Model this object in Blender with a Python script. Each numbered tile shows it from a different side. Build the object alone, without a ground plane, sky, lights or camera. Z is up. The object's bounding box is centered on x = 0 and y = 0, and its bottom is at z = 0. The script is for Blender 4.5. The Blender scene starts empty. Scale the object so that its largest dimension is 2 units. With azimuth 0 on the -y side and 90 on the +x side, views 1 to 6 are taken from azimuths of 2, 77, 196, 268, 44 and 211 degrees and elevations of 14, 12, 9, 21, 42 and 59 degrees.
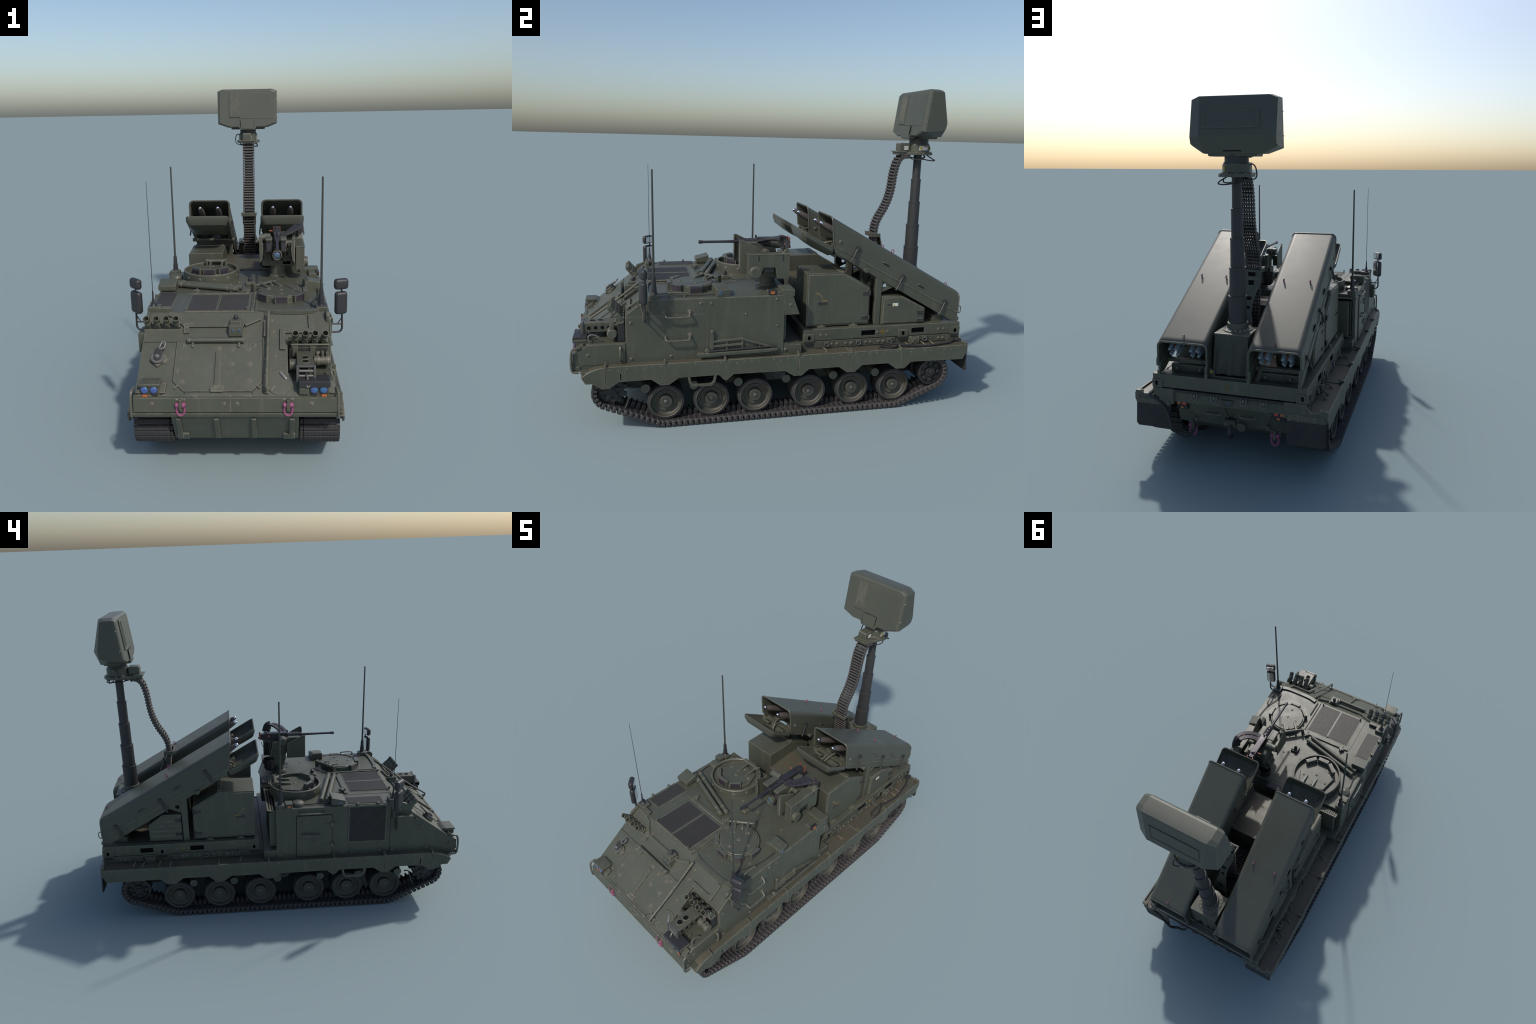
# Tracked air-defence missile carrier with radar mast, built part by part.
# Metres, z up, the nose looks towards -y, x = 0 is the centre line.
import bpy, bmesh, math, random
from mathutils import Vector, Matrix

random.seed(7)
PI = math.pi

# ------------------------------------------------------------------ materials
MATS = {}


def node(nt, kind, x=0, **inp):
    n = nt.nodes.new(kind)
    n.location = (x, 0)
    for k, v in inp.items():
        n.inputs[k.replace('_', ' ')].default_value = v
    return n


def noise(nt, vec, scale, detail=4.0, rough=0.55):
    n = nt.nodes.new('ShaderNodeTexNoise')
    n.inputs['Scale'].default_value = scale
    n.inputs['Detail'].default_value = detail
    n.inputs['Roughness'].default_value = rough
    nt.links.new(vec, n.inputs['Vector'])
    return n.outputs['Fac']


def ramp(nt, fac, stops):
    r = nt.nodes.new('ShaderNodeValToRGB')
    el = r.color_ramp.elements
    el[0].position, el[0].color = stops[0][0], (*[stops[0][1]] * 3, 1)
    el[1].position, el[1].color = stops[1][0], (*[stops[1][1]] * 3, 1)
    nt.links.new(fac, r.inputs['Fac'])
    return r.outputs['Color']


def mix(nt, fac, a, b, blend='MIX'):
    m = nt.nodes.new('ShaderNodeMix')
    m.data_type = 'RGBA'
    m.blend_type = blend
    for sock, v in ((m.inputs['Factor'], fac), (m.inputs['A'], a), (m.inputs['B'], b)):
        if isinstance(v, (int, float)):
            sock.default_value = v
        elif isinstance(v, tuple):
            sock.default_value = (*v, 1)
        else:
            nt.links.new(v, sock)
    return m.outputs['Result']


def math_node(nt, op, a, b):
    m = nt.nodes.new('ShaderNodeMath')
    m.operation = op
    m.use_clamp = True
    for i, v in enumerate((a, b)):
        if isinstance(v, (int, float)):
            m.inputs[i].default_value = v
        else:
            nt.links.new(v, m.inputs[i])
    return m.outputs[0]


def base_mat(name):
    m = bpy.data.materials.new(name)
    m.use_nodes = True
    nt = m.node_tree
    return m, nt, nt.nodes['Principled BSDF'], nt.nodes.new('ShaderNodeTexCoord').outputs['Object']


def worn(name, light, dark, dirt, dirt_amount=0.35, wear=(0.2, 0.19, 0.15), wear_amount=0.5,
         rough=0.55, metallic=0.0, bump=0.12, broad=7.0, chips=0.35, spec=0.5, streaks=0.0):
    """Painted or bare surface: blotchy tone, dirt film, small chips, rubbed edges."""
    m, nt, p, co = base_mat(name)
    tone = mix(nt, ramp(nt, noise(nt, co, broad, 5), ((0.35, 0), (0.68, 1))), dark, light)
    grime = math_node(nt, 'MULTIPLY', ramp(nt, noise(nt, co, broad * 2.3, 6, 0.65), ((0.45, 0), (0.75, 1))), dirt_amount)
    col = mix(nt, grime, tone, dirt)
    if streaks:
        mp = nt.nodes.new('ShaderNodeMapping')
        mp.inputs['Scale'].default_value = (38, 38, 3.0)
        nt.links.new(co, mp.inputs['Vector'])
        run = math_node(nt, 'MULTIPLY', ramp(nt, noise(nt, mp.outputs['Vector'], 1.0, 4, 0.6), ((0.55, 0), (0.72, 1))), streaks)
        col = mix(nt, run, col, wear)
    speck = math_node(nt, 'MULTIPLY', ramp(nt, noise(nt, co, 95, 3, 0.6), ((0.70, 0), (0.74, 1))), chips)
    col = mix(nt, speck, col, wear)
    if wear_amount:
        bev = nt.nodes.new('ShaderNodeBevel')
        bev.samples = 3
        bev.inputs['Radius'].default_value = 0.0045
        geo = nt.nodes.new('ShaderNodeNewGeometry')
        dot = nt.nodes.new('ShaderNodeVectorMath')
        dot.operation = 'DOT_PRODUCT'
        nt.links.new(bev.outputs[0], dot.inputs[0])
        nt.links.new(geo.outputs['Normal'], dot.inputs[1])
        edge = ramp(nt, dot.outputs['Value'], ((0.82, 1), (0.992, 0)))
        patch = ramp(nt, noise(nt, co, 30, 4, 0.7), ((0.33, 0), (0.55, 1)))
        rub = math_node(nt, 'MULTIPLY', math_node(nt, 'MULTIPLY', edge, patch), wear_amount)
        col = mix(nt, rub, col, wear)
    nt.links.new(col, p.inputs['Base Color'])
    p.inputs['Metallic'].default_value = metallic
    p.inputs['Specular IOR Level'].default_value = spec
    rv = nt.nodes.new('ShaderNodeMapRange')
    rv.inputs['To Min'].default_value = rough - 0.08
    rv.inputs['To Max'].default_value = rough + 0.10
    nt.links.new(noise(nt, co, 18, 4), rv.inputs['Value'])
    nt.links.new(rv.outputs['Result'], p.inputs['Roughness'])
    if bump:
        b = nt.nodes.new('ShaderNodeBump')
        b.inputs['Strength'].default_value = bump
        b.inputs['Distance'].default_value = 0.002
        nt.links.new(noise(nt, co, 160, 3), b.inputs['Height'])
        nt.links.new(b.outputs['Normal'], p.inputs['Normal'])
    MATS[name] = m


def plain(name, colour, rough=0.5, metallic=0.0, coat=0.0, trans=0.0, vary=0.25, spec=0.5):
    m, nt, p, co = base_mat(name)
    dark = tuple(c * (1 - vary) for c in colour)
    nt.links.new(mix(nt, noise(nt, co, 25, 4), dark, colour), p.inputs['Base Color'])
    p.inputs['Roughness'].default_value = rough
    p.inputs['Metallic'].default_value = metallic
    p.inputs['Coat Weight'].default_value = coat
    p.inputs['Transmission Weight'].default_value = trans
    p.inputs['Specular IOR Level'].default_value = spec
    MATS[name] = m


GREEN, GREEN_D, BROWN = (0.070, 0.076, 0.056), (0.057, 0.063, 0.046), (0.068, 0.058, 0.042)
WEAR = (0.25, 0.225, 0.175)
worn('paint', GREEN, GREEN_D, BROWN, 0.45, wear=WEAR, wear_amount=0.95, rough=0.44, streaks=0.10, chips=0.5)
worn('paint_dusty', (0.074, 0.071, 0.050), (0.058, 0.056, 0.040), (0.090, 0.066, 0.044), 0.75, wear=WEAR, wear_amount=0.7, rough=0.48)
worn('paint_smooth', (0.068, 0.073, 0.056), (0.060, 0.065, 0.050), BROWN, 0.2, wear=WEAR, wear_amount=0.4, chips=0.2, bump=0.04, broad=4, rough=0.42)
worn('bolt_stain', (0.130, 0.105, 0.080), (0.085, 0.078, 0.058), (0.10, 0.07, 0.045), 0.6, wear=WEAR, wear_amount=0.0, rough=0.55)
worn('wheel_paint', (0.062, 0.063, 0.050), (0.050, 0.050, 0.040), (0.070, 0.050, 0.034), 0.7, wear=(0.16, 0.15, 0.12))
worn('mast_paint', (0.032, 0.033, 0.034), (0.027, 0.028, 0.029), (0.04, 0.036, 0.032), 0.25, wear=(0.09, 0.09, 0.09), wear_amount=0.3, chips=0.1)
worn('rubber', (0.030, 0.030, 0.032), (0.023, 0.023, 0.025), (0.060, 0.048, 0.038), 0.45, wear=(0.08, 0.07, 0.06), wear_amount=0.25, rough=0.8, chips=0.2)
worn('track_steel', (0.034, 0.032, 0.032), (0.024, 0.023, 0.024), (0.052, 0.042, 0.036), 0.55, wear=(0.22, 0.20, 0.20), wear_amount=0.8, rough=0.6, metallic=0.25)
worn('dark_steel', (0.036, 0.037, 0.040), (0.027, 0.028, 0.030), (0.06, 0.05, 0.04), 0.4, wear=(0.14, 0.13, 0.12), wear_amount=0.5, rough=0.5, metallic=0.4)
worn('gun_metal', (0.055, 0.053, 0.062), (0.040, 0.039, 0.046), (0.07, 0.055, 0.05), 0.4, wear=(0.2, 0.19, 0.19), wear_amount=0.5, rough=0.42, metallic=0.6)
worn('chain_plastic', (0.060, 0.055, 0.052), (0.042, 0.039, 0.038), (0.075, 0.065, 0.055), 0.4, wear=(0.16, 0.14, 0.12), wear_amount=0.3, rough=0.6)
worn('canvas', (0.060, 0.064, 0.050), (0.046, 0.050, 0.040), BROWN, 0.5, wear_amount=0.0, rough=0.85, bump=0.4, chips=0.05)
worn('steel', (0.30, 0.30, 0.29), (0.20, 0.20, 0.195), (0.14, 0.11, 0.08), 0.5, wear=(0.5, 0.5, 0.48), wear_amount=0.3, rough=0.4, metallic=0.8)
plain('grille', (0.080, 0.077, 0.074), 0.5, 0.3)
plain('dull_steel', (0.15, 0.148, 0.14), 0.45, 0.5)
plain('seam', (0.022, 0.021, 0.017), 0.8, spec=0.2)
plain('shade_black', (0.008, 0.008, 0.009), 0.9, spec=0.1)  # near-black colour standing in for the shade inside holes and gaps
plain('black_plastic', (0.028, 0.028, 0.031), 0.45)
plain('black_cable', (0.022, 0.022, 0.024), 0.6)
plain('pink', (0.26, 0.070, 0.15), 0.5)
plain('orange_lens', (0.45, 0.12, 0.03), 0.25, coat=0.5)
plain('red_lens', (0.45, 0.03, 0.025), 0.25, coat=0.5)
plain('clear_lens', (0.045, 0.10, 0.17), 0.08, coat=1.0, vary=0.5)
plain('optic', (0.10, 0.17, 0.26), 0.10, 0.3, coat=1.0)
plain('periscope_glass', (0.045, 0.038, 0.048), 0.12, coat=0.6)
plain('mirror_glass', (0.70, 0.70, 0.73), 0.08, 0.95, vary=0.05)
plain('missile_body', (0.120, 0.105, 0.098), 0.5, 0.1)
plain('missile_tip', (0.75, 0.75, 0.78), 0.12, 1.0, vary=0.05)
plain('missile_fin', (0.23, 0.28, 0.32), 0.5)
plain('aerial_paint', (0.046, 0.050, 0.042), 0.5)
plain('copper', (0.30, 0.10, 0.055), 0.45, 0.3)
plain('yellow_mark', (0.28, 0.17, 0.035), 0.6)
plain('warning_yellow', (0.55, 0.42, 0.03), 0.5)
plain('white_label', (0.62, 0.62, 0.58), 0.5, vary=0.08)
m_, nt_, p_, co_ = base_mat('head_lens')          # headlamp glass: blue with a violet core
g_ = nt_.nodes.new('ShaderNodeTexVoronoi')
g_.inputs['Scale'].default_value = 130
nt_.links.new(co_, g_.inputs['Vector'])
nt_.links.new(mix(nt_, g_.outputs['Distance'], (0.08, 0.04, 0.32), (0.010, 0.15, 0.25)), p_.inputs['Base Color'])
p_.inputs['Roughness'].default_value = 0.12
p_.inputs['Coat Weight'].default_value = 1.0
MATS['head_lens'] = m_

# ------------------------------------------------------------------ geometry helpers
V = Vector


def frame(axis, up=None):
    """3x3 whose z column is `axis`."""
    z = V(axis).normalized()
    u = V(up) if up else (V((0, 0, 1)) if abs(z.z) < 0.9 else V((0, 1, 0)))
    x = u.cross(z).normalized()
    return Matrix((x, z.cross(x), z)).transposed()


def bevelled(vs, fs, w, seg=2, angle=25):
    bm = bmesh.new()
    bv = [bm.verts.new(v) for v in vs]
    for f in fs:
        bm.faces.new([bv[i] for i in f])
    bm.normal_update()
    ed = [e for e in bm.edges if len(e.link_faces) == 2 and e.calc_face_angle(0) > math.radians(angle)]
    bmesh.ops.bevel(bm, geom=ed, offset=w, offset_type='OFFSET', segments=seg, profile=0.5, affect='EDGES', clamp_overlap=True)
    bm.verts.index_update()
    out = [v.co.copy() for v in bm.verts], [[v.index for v in f.verts] for f in bm.faces]
    bm.free()
    return out


def smooth_path(pts, n=6, closed=False):
    pts = [V(p) for p in pts]
    out = []
    N = len(pts)
    for i in range(N if closed else N - 1):
        g = (lambda k: pts[k % N]) if closed else (lambda k: pts[max(0, min(N - 1, k))])
        p0, p1, p2, p3 = g(i - 1), g(i), g(i + 1), g(i + 2)
        for j in range(n):
            t = j / n
            out.append(0.5 * ((2 * p1) + (p2 - p0) * t + (2 * p0 - 5 * p1 + 4 * p2 - p3) * t * t + (3 * p1 - p0 - 3 * p2 + p3) * t ** 3))
    if not closed:
        out.append(pts[-1])
    return out


class Part:
    """Collects primitives of one part; finish() makes the mesh object."""

    def __init__(self, name, parent=None, mat='paint', angle=32):
        self.name, self.parent, self.angle = name, parent, angle
        self.v, self.f, self.mi, self.mats = [], [], [], []
        self.use(mat)
        self.xf = None

    def use(self, mat):
        if mat not in self.mats:
            self.mats.append(mat)
        self.cur = self.mats.index(mat)
        return self

    def add(self, vs, fs):
        o = len(self.v)
        self.v += [self.xf @ V(v) for v in vs] if self.xf else [V(v) for v in vs]
        self.f += [[i + o for i in f] for f in fs]
        self.mi += [self.cur] * len(fs)
        return self

    def box(self, lo, hi, bev=0.002, rot=None, seg=2):
        """Box between two corners; rot = (axis, degrees) about its centre."""
        lo, hi = V(lo), V(hi)
        c, h = (lo + hi) / 2, (hi - lo) / 2
        vs = [V((sx * h.x, sy * h.y, sz * h.z)) for sx in (-1, 1) for sy in (-1, 1) for sz in (-1, 1)]
        fs = [(0, 1, 3, 2), (4, 6, 7, 5), (0, 4, 5, 1), (2, 3, 7, 6), (0, 2, 6, 4), (1, 5, 7, 3)]
        bev = min(bev, 0.45 * 2 * min(abs(h.x), abs(h.y), abs(h.z)))
        if bev > 0.0002:
            vs, fs = bevelled(vs, fs, bev, seg)
        if rot:
            R = Matrix.Rotation(math.radians(rot[1]), 3, rot[0])
            vs = [R @ v for v in vs]
        return self.add([v + c for v in vs], fs)

    def prism(self, poly, lo, hi, axis='x', bev=0.002, seg=2):
        """Polygon (two coordinates) pushed along an axis. x: (y,z)  y: (x,z)  z: (x,y)."""
        put = {'x': lambda a, b, t: V((t, a, b)), 'y': lambda a, b, t: V((a, t, b)), 'z': lambda a, b, t: V((a, b, t))}[axis]
        n = len(poly)
        area = sum(poly[i][0] * poly[(i + 1) % n][1] - poly[(i + 1) % n][0] * poly[i][1] for i in range(n))
        if area < 0:
            poly = poly[::-1]
        if axis == 'y':
            poly = poly[::-1]
        vs = [put(a, b, lo) for a, b in poly] + [put(a, b, hi) for a, b in poly]
        fs = [list(range(n))[::-1], list(range(n, 2 * n))] + [(i, (i + 1) % n, n + (i + 1) % n, n + i) for i in range(n)]
        if bev:
            vs, fs = bevelled(vs, fs, bev, seg)
        return self.add(vs, fs)

    def lathe(self, prof, origin, axis, n=24, caps=True):
        """prof: (radius, height along axis) from bottom to top."""
        M, o = frame(axis), V(origin)
        vs, fs = [], []
        for r, h in prof:
            for k in range(n):
                a = 2 * PI * k / n
                vs.append(o + M @ V((r * math.cos(a), r * math.sin(a), h)))
        for i in range(len(prof) - 1):
            for k in range(n):
                k2 = (k + 1) % n
                fs.append((i * n + k, i * n + k2, (i + 1) * n + k2, (i + 1) * n + k))
        if caps:
            fs.append(list(range(n))[::-1])
            fs.append([(len(prof) - 1) * n + k for k in range(n)])
        return self.add(vs, fs)

    def cyl(self, a, b, r, r2=None, n=16, bev=0.001):
        a, b = V(a), V(b)
        L = (b - a).length
        r2 = r if r2 is None else r2
        e = min(bev, r * 0.4, r2 * 0.4, L * 0.3)
        return self.lathe([(r - e, 0), (r, e), (r2, L - e), (r2 - e, L)], a, b - a, n)

    def pipe(self, a, b, r, rin, n=20):
        """Open tube with a bore."""
        a, b = V(a), V(b)
        L = (b - a).length
        e = (r - rin) * 0.3
        return self.lathe([(rin, 0.3 * L), (r, 0), (r, L - e), (r - e, L), (rin + e, L), (rin, L - e), (rin, 0.3 * L)], a, b - a, n, caps=False)

    def sweep(self, pts, sec, closed=False, up=None):
        """Cross-section (list of (a,b)) pushed along a path."""
        pts = [V(p) for p in pts]
        N, n = len(pts), len(sec)
        vs, fs, x = [], [], None
        for i, p in enumerate(pts):
            t = (pts[(i + 1) % N] - pts[i - 1]) if closed else (pts[min(i + 1, N - 1)] - pts[max(i - 1, 0)])
            t.normalize()
            if x is None:
                u = V(up) if up else (V((0, 0, 1)) if abs(t.z) < 0.9 else V((0, 1, 0)))
                x = u.cross(t).normalized()
            else:
                x = (x - t * x.dot(t)).normalized()
            y = t.cross(x)
            vs += [p + x * a + y * b for a, b in sec]
        for i in range(N if closed else N - 1):
            j = (i + 1) % N
            for k in range(n):
                k2 = (k + 1) % n
                fs.append((i * n + k, i * n + k2, j * n + k2, j * n + k))
        if not closed:
            fs.append(list(range(n))[::-1])
            fs.append([(N - 1) * n + k for k in range(n)])
        return self.add(vs, fs)

    def tube(self, pts, r, n=8, sm=5, closed=False):
        if sm:
            pts = smooth_path(pts, sm, closed)
        return self.sweep(pts, [(r * math.cos(2 * PI * k / n), r * math.sin(2 * PI * k / n)) for k in range(n)], closed)

    def ball(self, c, r, n=14, squash=1.0, axis=(0, 0, 1), half=False):
        st = 0 if half else -n // 2
        prof = [(max(r * math.cos(PI * i / n), 1e-5), squash * r * math.sin(PI * i / n)) for i in range(st, n // 2 + 1)]
        return self.lathe(prof, c, axis, 18)

    def bolt(self, c, axis, r=0.005, h=0.003):
        if r >= 0.0055 and self.mats[self.cur].startswith('paint'):      # rubbed, rusty ring round the head
            was = self.mats[self.cur]
            self.use('bolt_stain').lathe([(r * 1.5, 0), (r * 1.45, h * 0.3), (r, h * 0.3)], c, axis, 12)
            self.use(was)
        return self.lathe([(r, 0), (r, h * 0.6), (r * 0.6, h * 1.2), (1e-5, h * 1.2)], c, axis, 8)

    def seam(self, pts, nrm, w=0.0011, closed=False):
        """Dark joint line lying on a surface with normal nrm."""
        was = self.mats[self.cur]
        self.use('seam')
        pts = [V(p) for p in pts]
        if closed:
            pts.append(pts[0])
        n_ = V(nrm).normalized()
        for a, b in zip(pts, pts[1:]):
            self.sweep([a, b], [(-w, -0.0006), (w, -0.0006), (w, 0.0007), (-w, 0.0007)], up=n_)
        self.use(was)
        return self

    def loft(self, rings):
        n = len(rings[0])
        vs = [V(p) for r in rings for p in r]
        fs = [(i * n + k, i * n + (k + 1) % n, (i + 1) * n + (k + 1) % n, (i + 1) * n + k) for i in range(len(rings) - 1) for k in range(n)]
        fs += [list(range(n))[::-1], [(len(rings) - 1) * n + k for k in range(n)]]
        return self.add(vs, fs)

    def mesh(self):
        me = bpy.data.meshes.new(self.name)
        me.from_pydata([tuple(v) for v in self.v], [], self.f)
        for m in self.mats:
            me.materials.append(MATS[m])
        me.polygons.foreach_set('material_index', self.mi)
        bm = bmesh.new()
        bm.from_mesh(me)
        bmesh.ops.recalc_face_normals(bm, faces=bm.faces)
        bm.to_mesh(me)
        bm.free()
        me.shade_smooth()
        me.set_sharp_from_angle(angle=math.radians(self.angle))
        me.update()
        return me

    def finish(self, stuff=False, matrix=None):
        ob = place(self.name, self.mesh(), self.parent, matrix, stuff)
        wn = ob.modifiers.new('weighted_normal', 'WEIGHTED_NORMAL')
        wn.keep_sharp = True
        return ob


def place(name, me, parent=None, matrix=None, stuff=False):
    ob = bpy.data.objects.new(name, me)
    bpy.context.scene.collection.objects.link(ob)
    ob.parent = parent
    if matrix is not None:
        ob.matrix_local = matrix
    if stuff:
        ob['kind'] = 'stuff'
    return ob


def carve(ob, cutter):
    """Boolean difference, applied."""
    c = place('cutter', cutter.mesh())
    ob.modifiers.clear()
    md = ob.modifiers.new('cut', 'BOOLEAN')
    md.operation, md.object, md.solver = 'DIFFERENCE', c, 'EXACT'
    md.material_mode = 'TRANSFER'
    bpy.context.view_layer.update()
    me = bpy.data.meshes.new_from_object(ob.evaluated_get(bpy.context.evaluated_depsgraph_get()))
    ob.modifiers.clear()
    old = ob.data
    me.name = old.name
    ob.data = me
    bpy.data.meshes.remove(old)
    bpy.data.objects.remove(c)
    me.shade_smooth()
    me.set_sharp_from_angle(angle=math.radians(32))
    ob.modifiers.new('weighted_normal', 'WEIGHTED_NORMAL').keep_sharp = True


def mirror(p, s):
    return (p[0] * s, p[1], p[2])


ROOT = bpy.data.objects.new('missile_carrier', None)
bpy.context.scene.collection.objects.link(ROOT)
ROOT['label'] = 'olive green tracked missile carrier with tall radar mast'
ROOT['category'] = 'military vehicle'

# ------------------------------------------------------------------ hull
HW = 0.400                       # half width above the tracks
ROOF = 0.620
GL0, GL1 = (-0.980, 0.377), (-0.652, ROOF)      # glacis foot and head (y, z)
gdir = V((0, GL1[0] - GL0[0], GL1[1] - GL0[1])).normalized()
gnrm = V((0, -gdir.z, gdir.y))
GSLOPE = (GL1[1] - GL0[1]) / (GL1[0] - GL0[0])


def gz(y):
    return GL0[1] + GSLOPE * (y - GL0[0])


def on_glacis(x, y, off=0.0):
    return V((x, y, gz(y))) + gnrm * off


GM = Matrix.Translation(V((0, GL0[0], GL0[1]))) @ Matrix((V((1, 0, 0)), gdir, gnrm)).transposed().to_4x4()   # glacis frame: x, up-slope, out
GLEN = math.hypot(GL1[0] - GL0[0], GL1[1] - GL0[1])


def gs(y):
    return (y - GL0[0]) / gdir.y

h = Part('hull', ROOT)
h.prism([(-0.958, 0.300), (-0.974, 0.335), GL0, GL1, (0.012, ROOF), (0.012, 0.372), (0.082, 0.366), (0.082, 0.300)], -HW, HW, 'x', 0.004)
hull = h.finish()
ck = Part('cutter')
ck.box((0.215, -1.1, 0.421), (0.5, -0.755, 0.8), 0)
carve(hull, ck)
ck = Part('cutter')
ck.box((-0.386, -0.030, 0.376), (0.386, 0.2, 0.598), 0)      # open bay behind the crew compartment
carve(hull, ck)
ck = Part('cutter')
ck.box((0.30, -0.0125, 0.377), (0.5, 0.21, 0.522), 0)
carve(hull, ck)

lower = Part('lower_hull', ROOT)
lower.prism([(-0.984, 0.300), (-0.962, 0.262), (-0.906, 0.155), (-0.66, 0.125), (0.80, 0.120), (0.885, 0.185), (0.93, 0.305)], -0.256, 0.256, 'x', 0.004)
for s in (-1, 1):                # final drive and bump-stop housings
    lower.cyl((s * 0.25, -0.826, 0.183), (s * 0.285, -0.826, 0.183), 0.055, n=24)
    for y in (-0.70, -0.475, -0.26, -0.02, 0.225, 0.45):
        lower.cyl((s * 0.25, y + 0.03, 0.19), (s * 0.40, y + 0.03, 0.19), 0.021, n=14)
        lower.box((s * 0.25, y - 0.04, 0.215), (s * 0.272, y + 0.05, 0.26), 0.004)
lower.finish()

nose = Part('lower_nose_plate', ROOT)
nd = V((0, -0.906 + 0.962, 0.155 - 0.262)).normalized()
NM = Matrix.Translation((0, -0.975, 0.290)) @ Matrix((V((1, 0, 0)), nd, V((1, 0, 0)).cross(nd))).transposed().to_4x4()
nose.xf = NM
for x in (-0.228, -0.075, 0.075, 0.228):
    nose.box((x - 0.010, 0.0, -0.012), (x + 0.010, 0.138, 0.008), 0.003)
for s in (-1, 1):
    nose.box((s * 0.218 - 0.024, 0.108, -0.01), (s * 0.218 + 0.024, 0.146, 0.018), 0.003)
    nose.box((s * 0.155 - 0.022, 0.108, 0), (s * 0.155 + 0.022, 0.136, 0.004), 0.001)
    nose.box((s * 0.155 - 0.006, 0.105, 0), (s * 0.155 + 0.006, 0.138, 0.016), 0.002)
    for dx in (-0.016, 0.016):
        for dy in (0.115, 0.130):
            nose.bolt((s * 0.155 + dx, dy, 0.004), (0, 0, 1), 0.004, 0.004)
nose.xf = None
nose.finish()

bumper = Part('bumper', ROOT)
bumper.prism([(-0.962, 0.318), (-0.992, 0.322), (-0.988, 0.381), (-0.972, 0.385)], -0.402, 0.402, 'x', 0.002)
bumper.prism([(-0.955, 0.296), (-0.990, 0.300), (-0.994, 0.316), (-0.960, 0.322)], -0.405, 0.405, 'x', 0.002)
for x in (-0.327, -0.04, 0.012, 0.305):
    bumper.bolt((x, -0.9895, 0.357), (0, -1, 0.05), 0.006, 0.003)
bumper.box((-0.0155, -0.9915, 0.323), (-0.0145, -0.9885, 0.381), 0)
for s in (-1, 1):                # bent guard handles at both ends
    bumper.tube([(s * 0.404, -0.955, 0.41), (s * 0.408, -0.985, 0.405), (s * 0.410, -0.994, 0.37), (s * 0.410, -0.994, 0.315), (s * 0.412, -0.985, 0.298), (s * 0.412, -0.962, 0.296)], 0.0055, 8)
    bumper.use('paint')
bumper.finish()


def shackle(s, y, z, out):
    """Tow shackle with its bracket; out = -1 front, +1 rear."""
    p = Part('tow_shackle', ROOT)
    p.box((s - 0.024, y + out * 0.004, z - 0.002), (s + 0.024, y - out * 0.012, z + 0.030), 0.002)
    p.box((s - 0.006, y - out * 0.002, z - 0.014), (s + 0.006, y + out * 0.020, z + 0.030), 0.003)
    for dx in (-0.015, 0.015):
        p.bolt((s + dx, y + out * 0.004, z + 0.024), (0, out, 0), 0.0045)
    p.use('pink')
    yo = y + out * 0.008
    p.cyl((s - 0.022, yo, z + 0.004), (s + 0.022, yo, z + 0.004), 0.005, n=10)
    for dx in (-0.013, 0.013):
        p.cyl((s + dx - 0.006, yo, z + 0.004), (s + dx + 0.006, yo, z + 0.004), 0.011, n=14)
    p.tube([(s - 0.013, yo, z + 0.004), (s - 0.016, yo, z - 0.018), (s - 0.012, yo, z - 0.034), (s, yo, z - 0.042), (s + 0.012, yo, z - 0.034), (s + 0.016, yo, z - 0.018), (s + 0.013, yo, z + 0.004)], 0.0048, 8)
    p.finish()


shackle(-0.213, -0.985, 0.350, -1)
shackle(0.213, -0.985, 0.350, -1)

# ---- glacis fittings (local: x, distance up the slope, height off the plate)
gp = Part('transmission_hatch', ROOT)
gp.xf = GM
a0, a1 = gs(-0.958), gs(-0.775)
gp.prism([(-0.252, a1), (0.108, a1), (0.108, a0 + 0.04), (0.070, a0), (-0.205, a0), (-0.252, a0 + 0.045)], 0.0, 0.0035, 'z', 0.0012)
gp.seam([(-0.2535, a1 + 0.001, 0.0005), (0.1095, a1 + 0.001, 0.0005), (0.1095, a0 + 0.0395, 0.0005), (0.0705, a0 - 0.0015, 0.0005), (-0.2055, a0 - 0.0015, 0.0005), (-0.2535, a0 + 0.0445, 0.0005)], (0, 0, 1), closed=True)
gp.seam([(0.1095, a1 + 0.001, 0.0005), (0.118, GLEN - 0.004, 0.0005)], (0, 0, 1))
gp.seam([(-0.2535, a1 + 0.001, 0.0005), (-0.395, a1 + 0.001, 0.0005)], (0, 0, 1))
gp.seam([(-0.20, a0 - 0.002, 0.0005), (-0.20, 0.012, 0.0005)], (0, 0, 1))
gp.seam([(0.07, a0 - 0.002, 0.0005), (0.07, 0.012, 0.0005)], (0, 0, 1))
gp.box((-0.082, gs(-0.945), 0.003), (-0.060, gs(-0.812), 0.015), 0.003)          # stiffener bar
gp.box((-0.096, gs(-0.962), 0.002), (-0.046, gs(-0.938), 0.011), 0.003)
gp.cyl((-0.098, gs(-0.953), 0.010), (-0.044, gs(-0.953), 0.010), 0.006, n=10)
for x, y in ((-0.225, -0.79), (0.075, -0.79), (-0.215, -0.925), (0.06, -0.922), (-0.015, -0.805), (0.055, -0.805), (-0.015, -0.86), (0.06, -0.86), (-0.24, -0.885), (-0.07, -0.80)):
    gp.bolt((x, gs(y), 0.003), (0, 0, 1), 0.006, 0.003)
for x in (-0.225, 0.075):
    gp.ball((x, gs(-0.79), 0.004), 0.008, squash=0.7)
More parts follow.
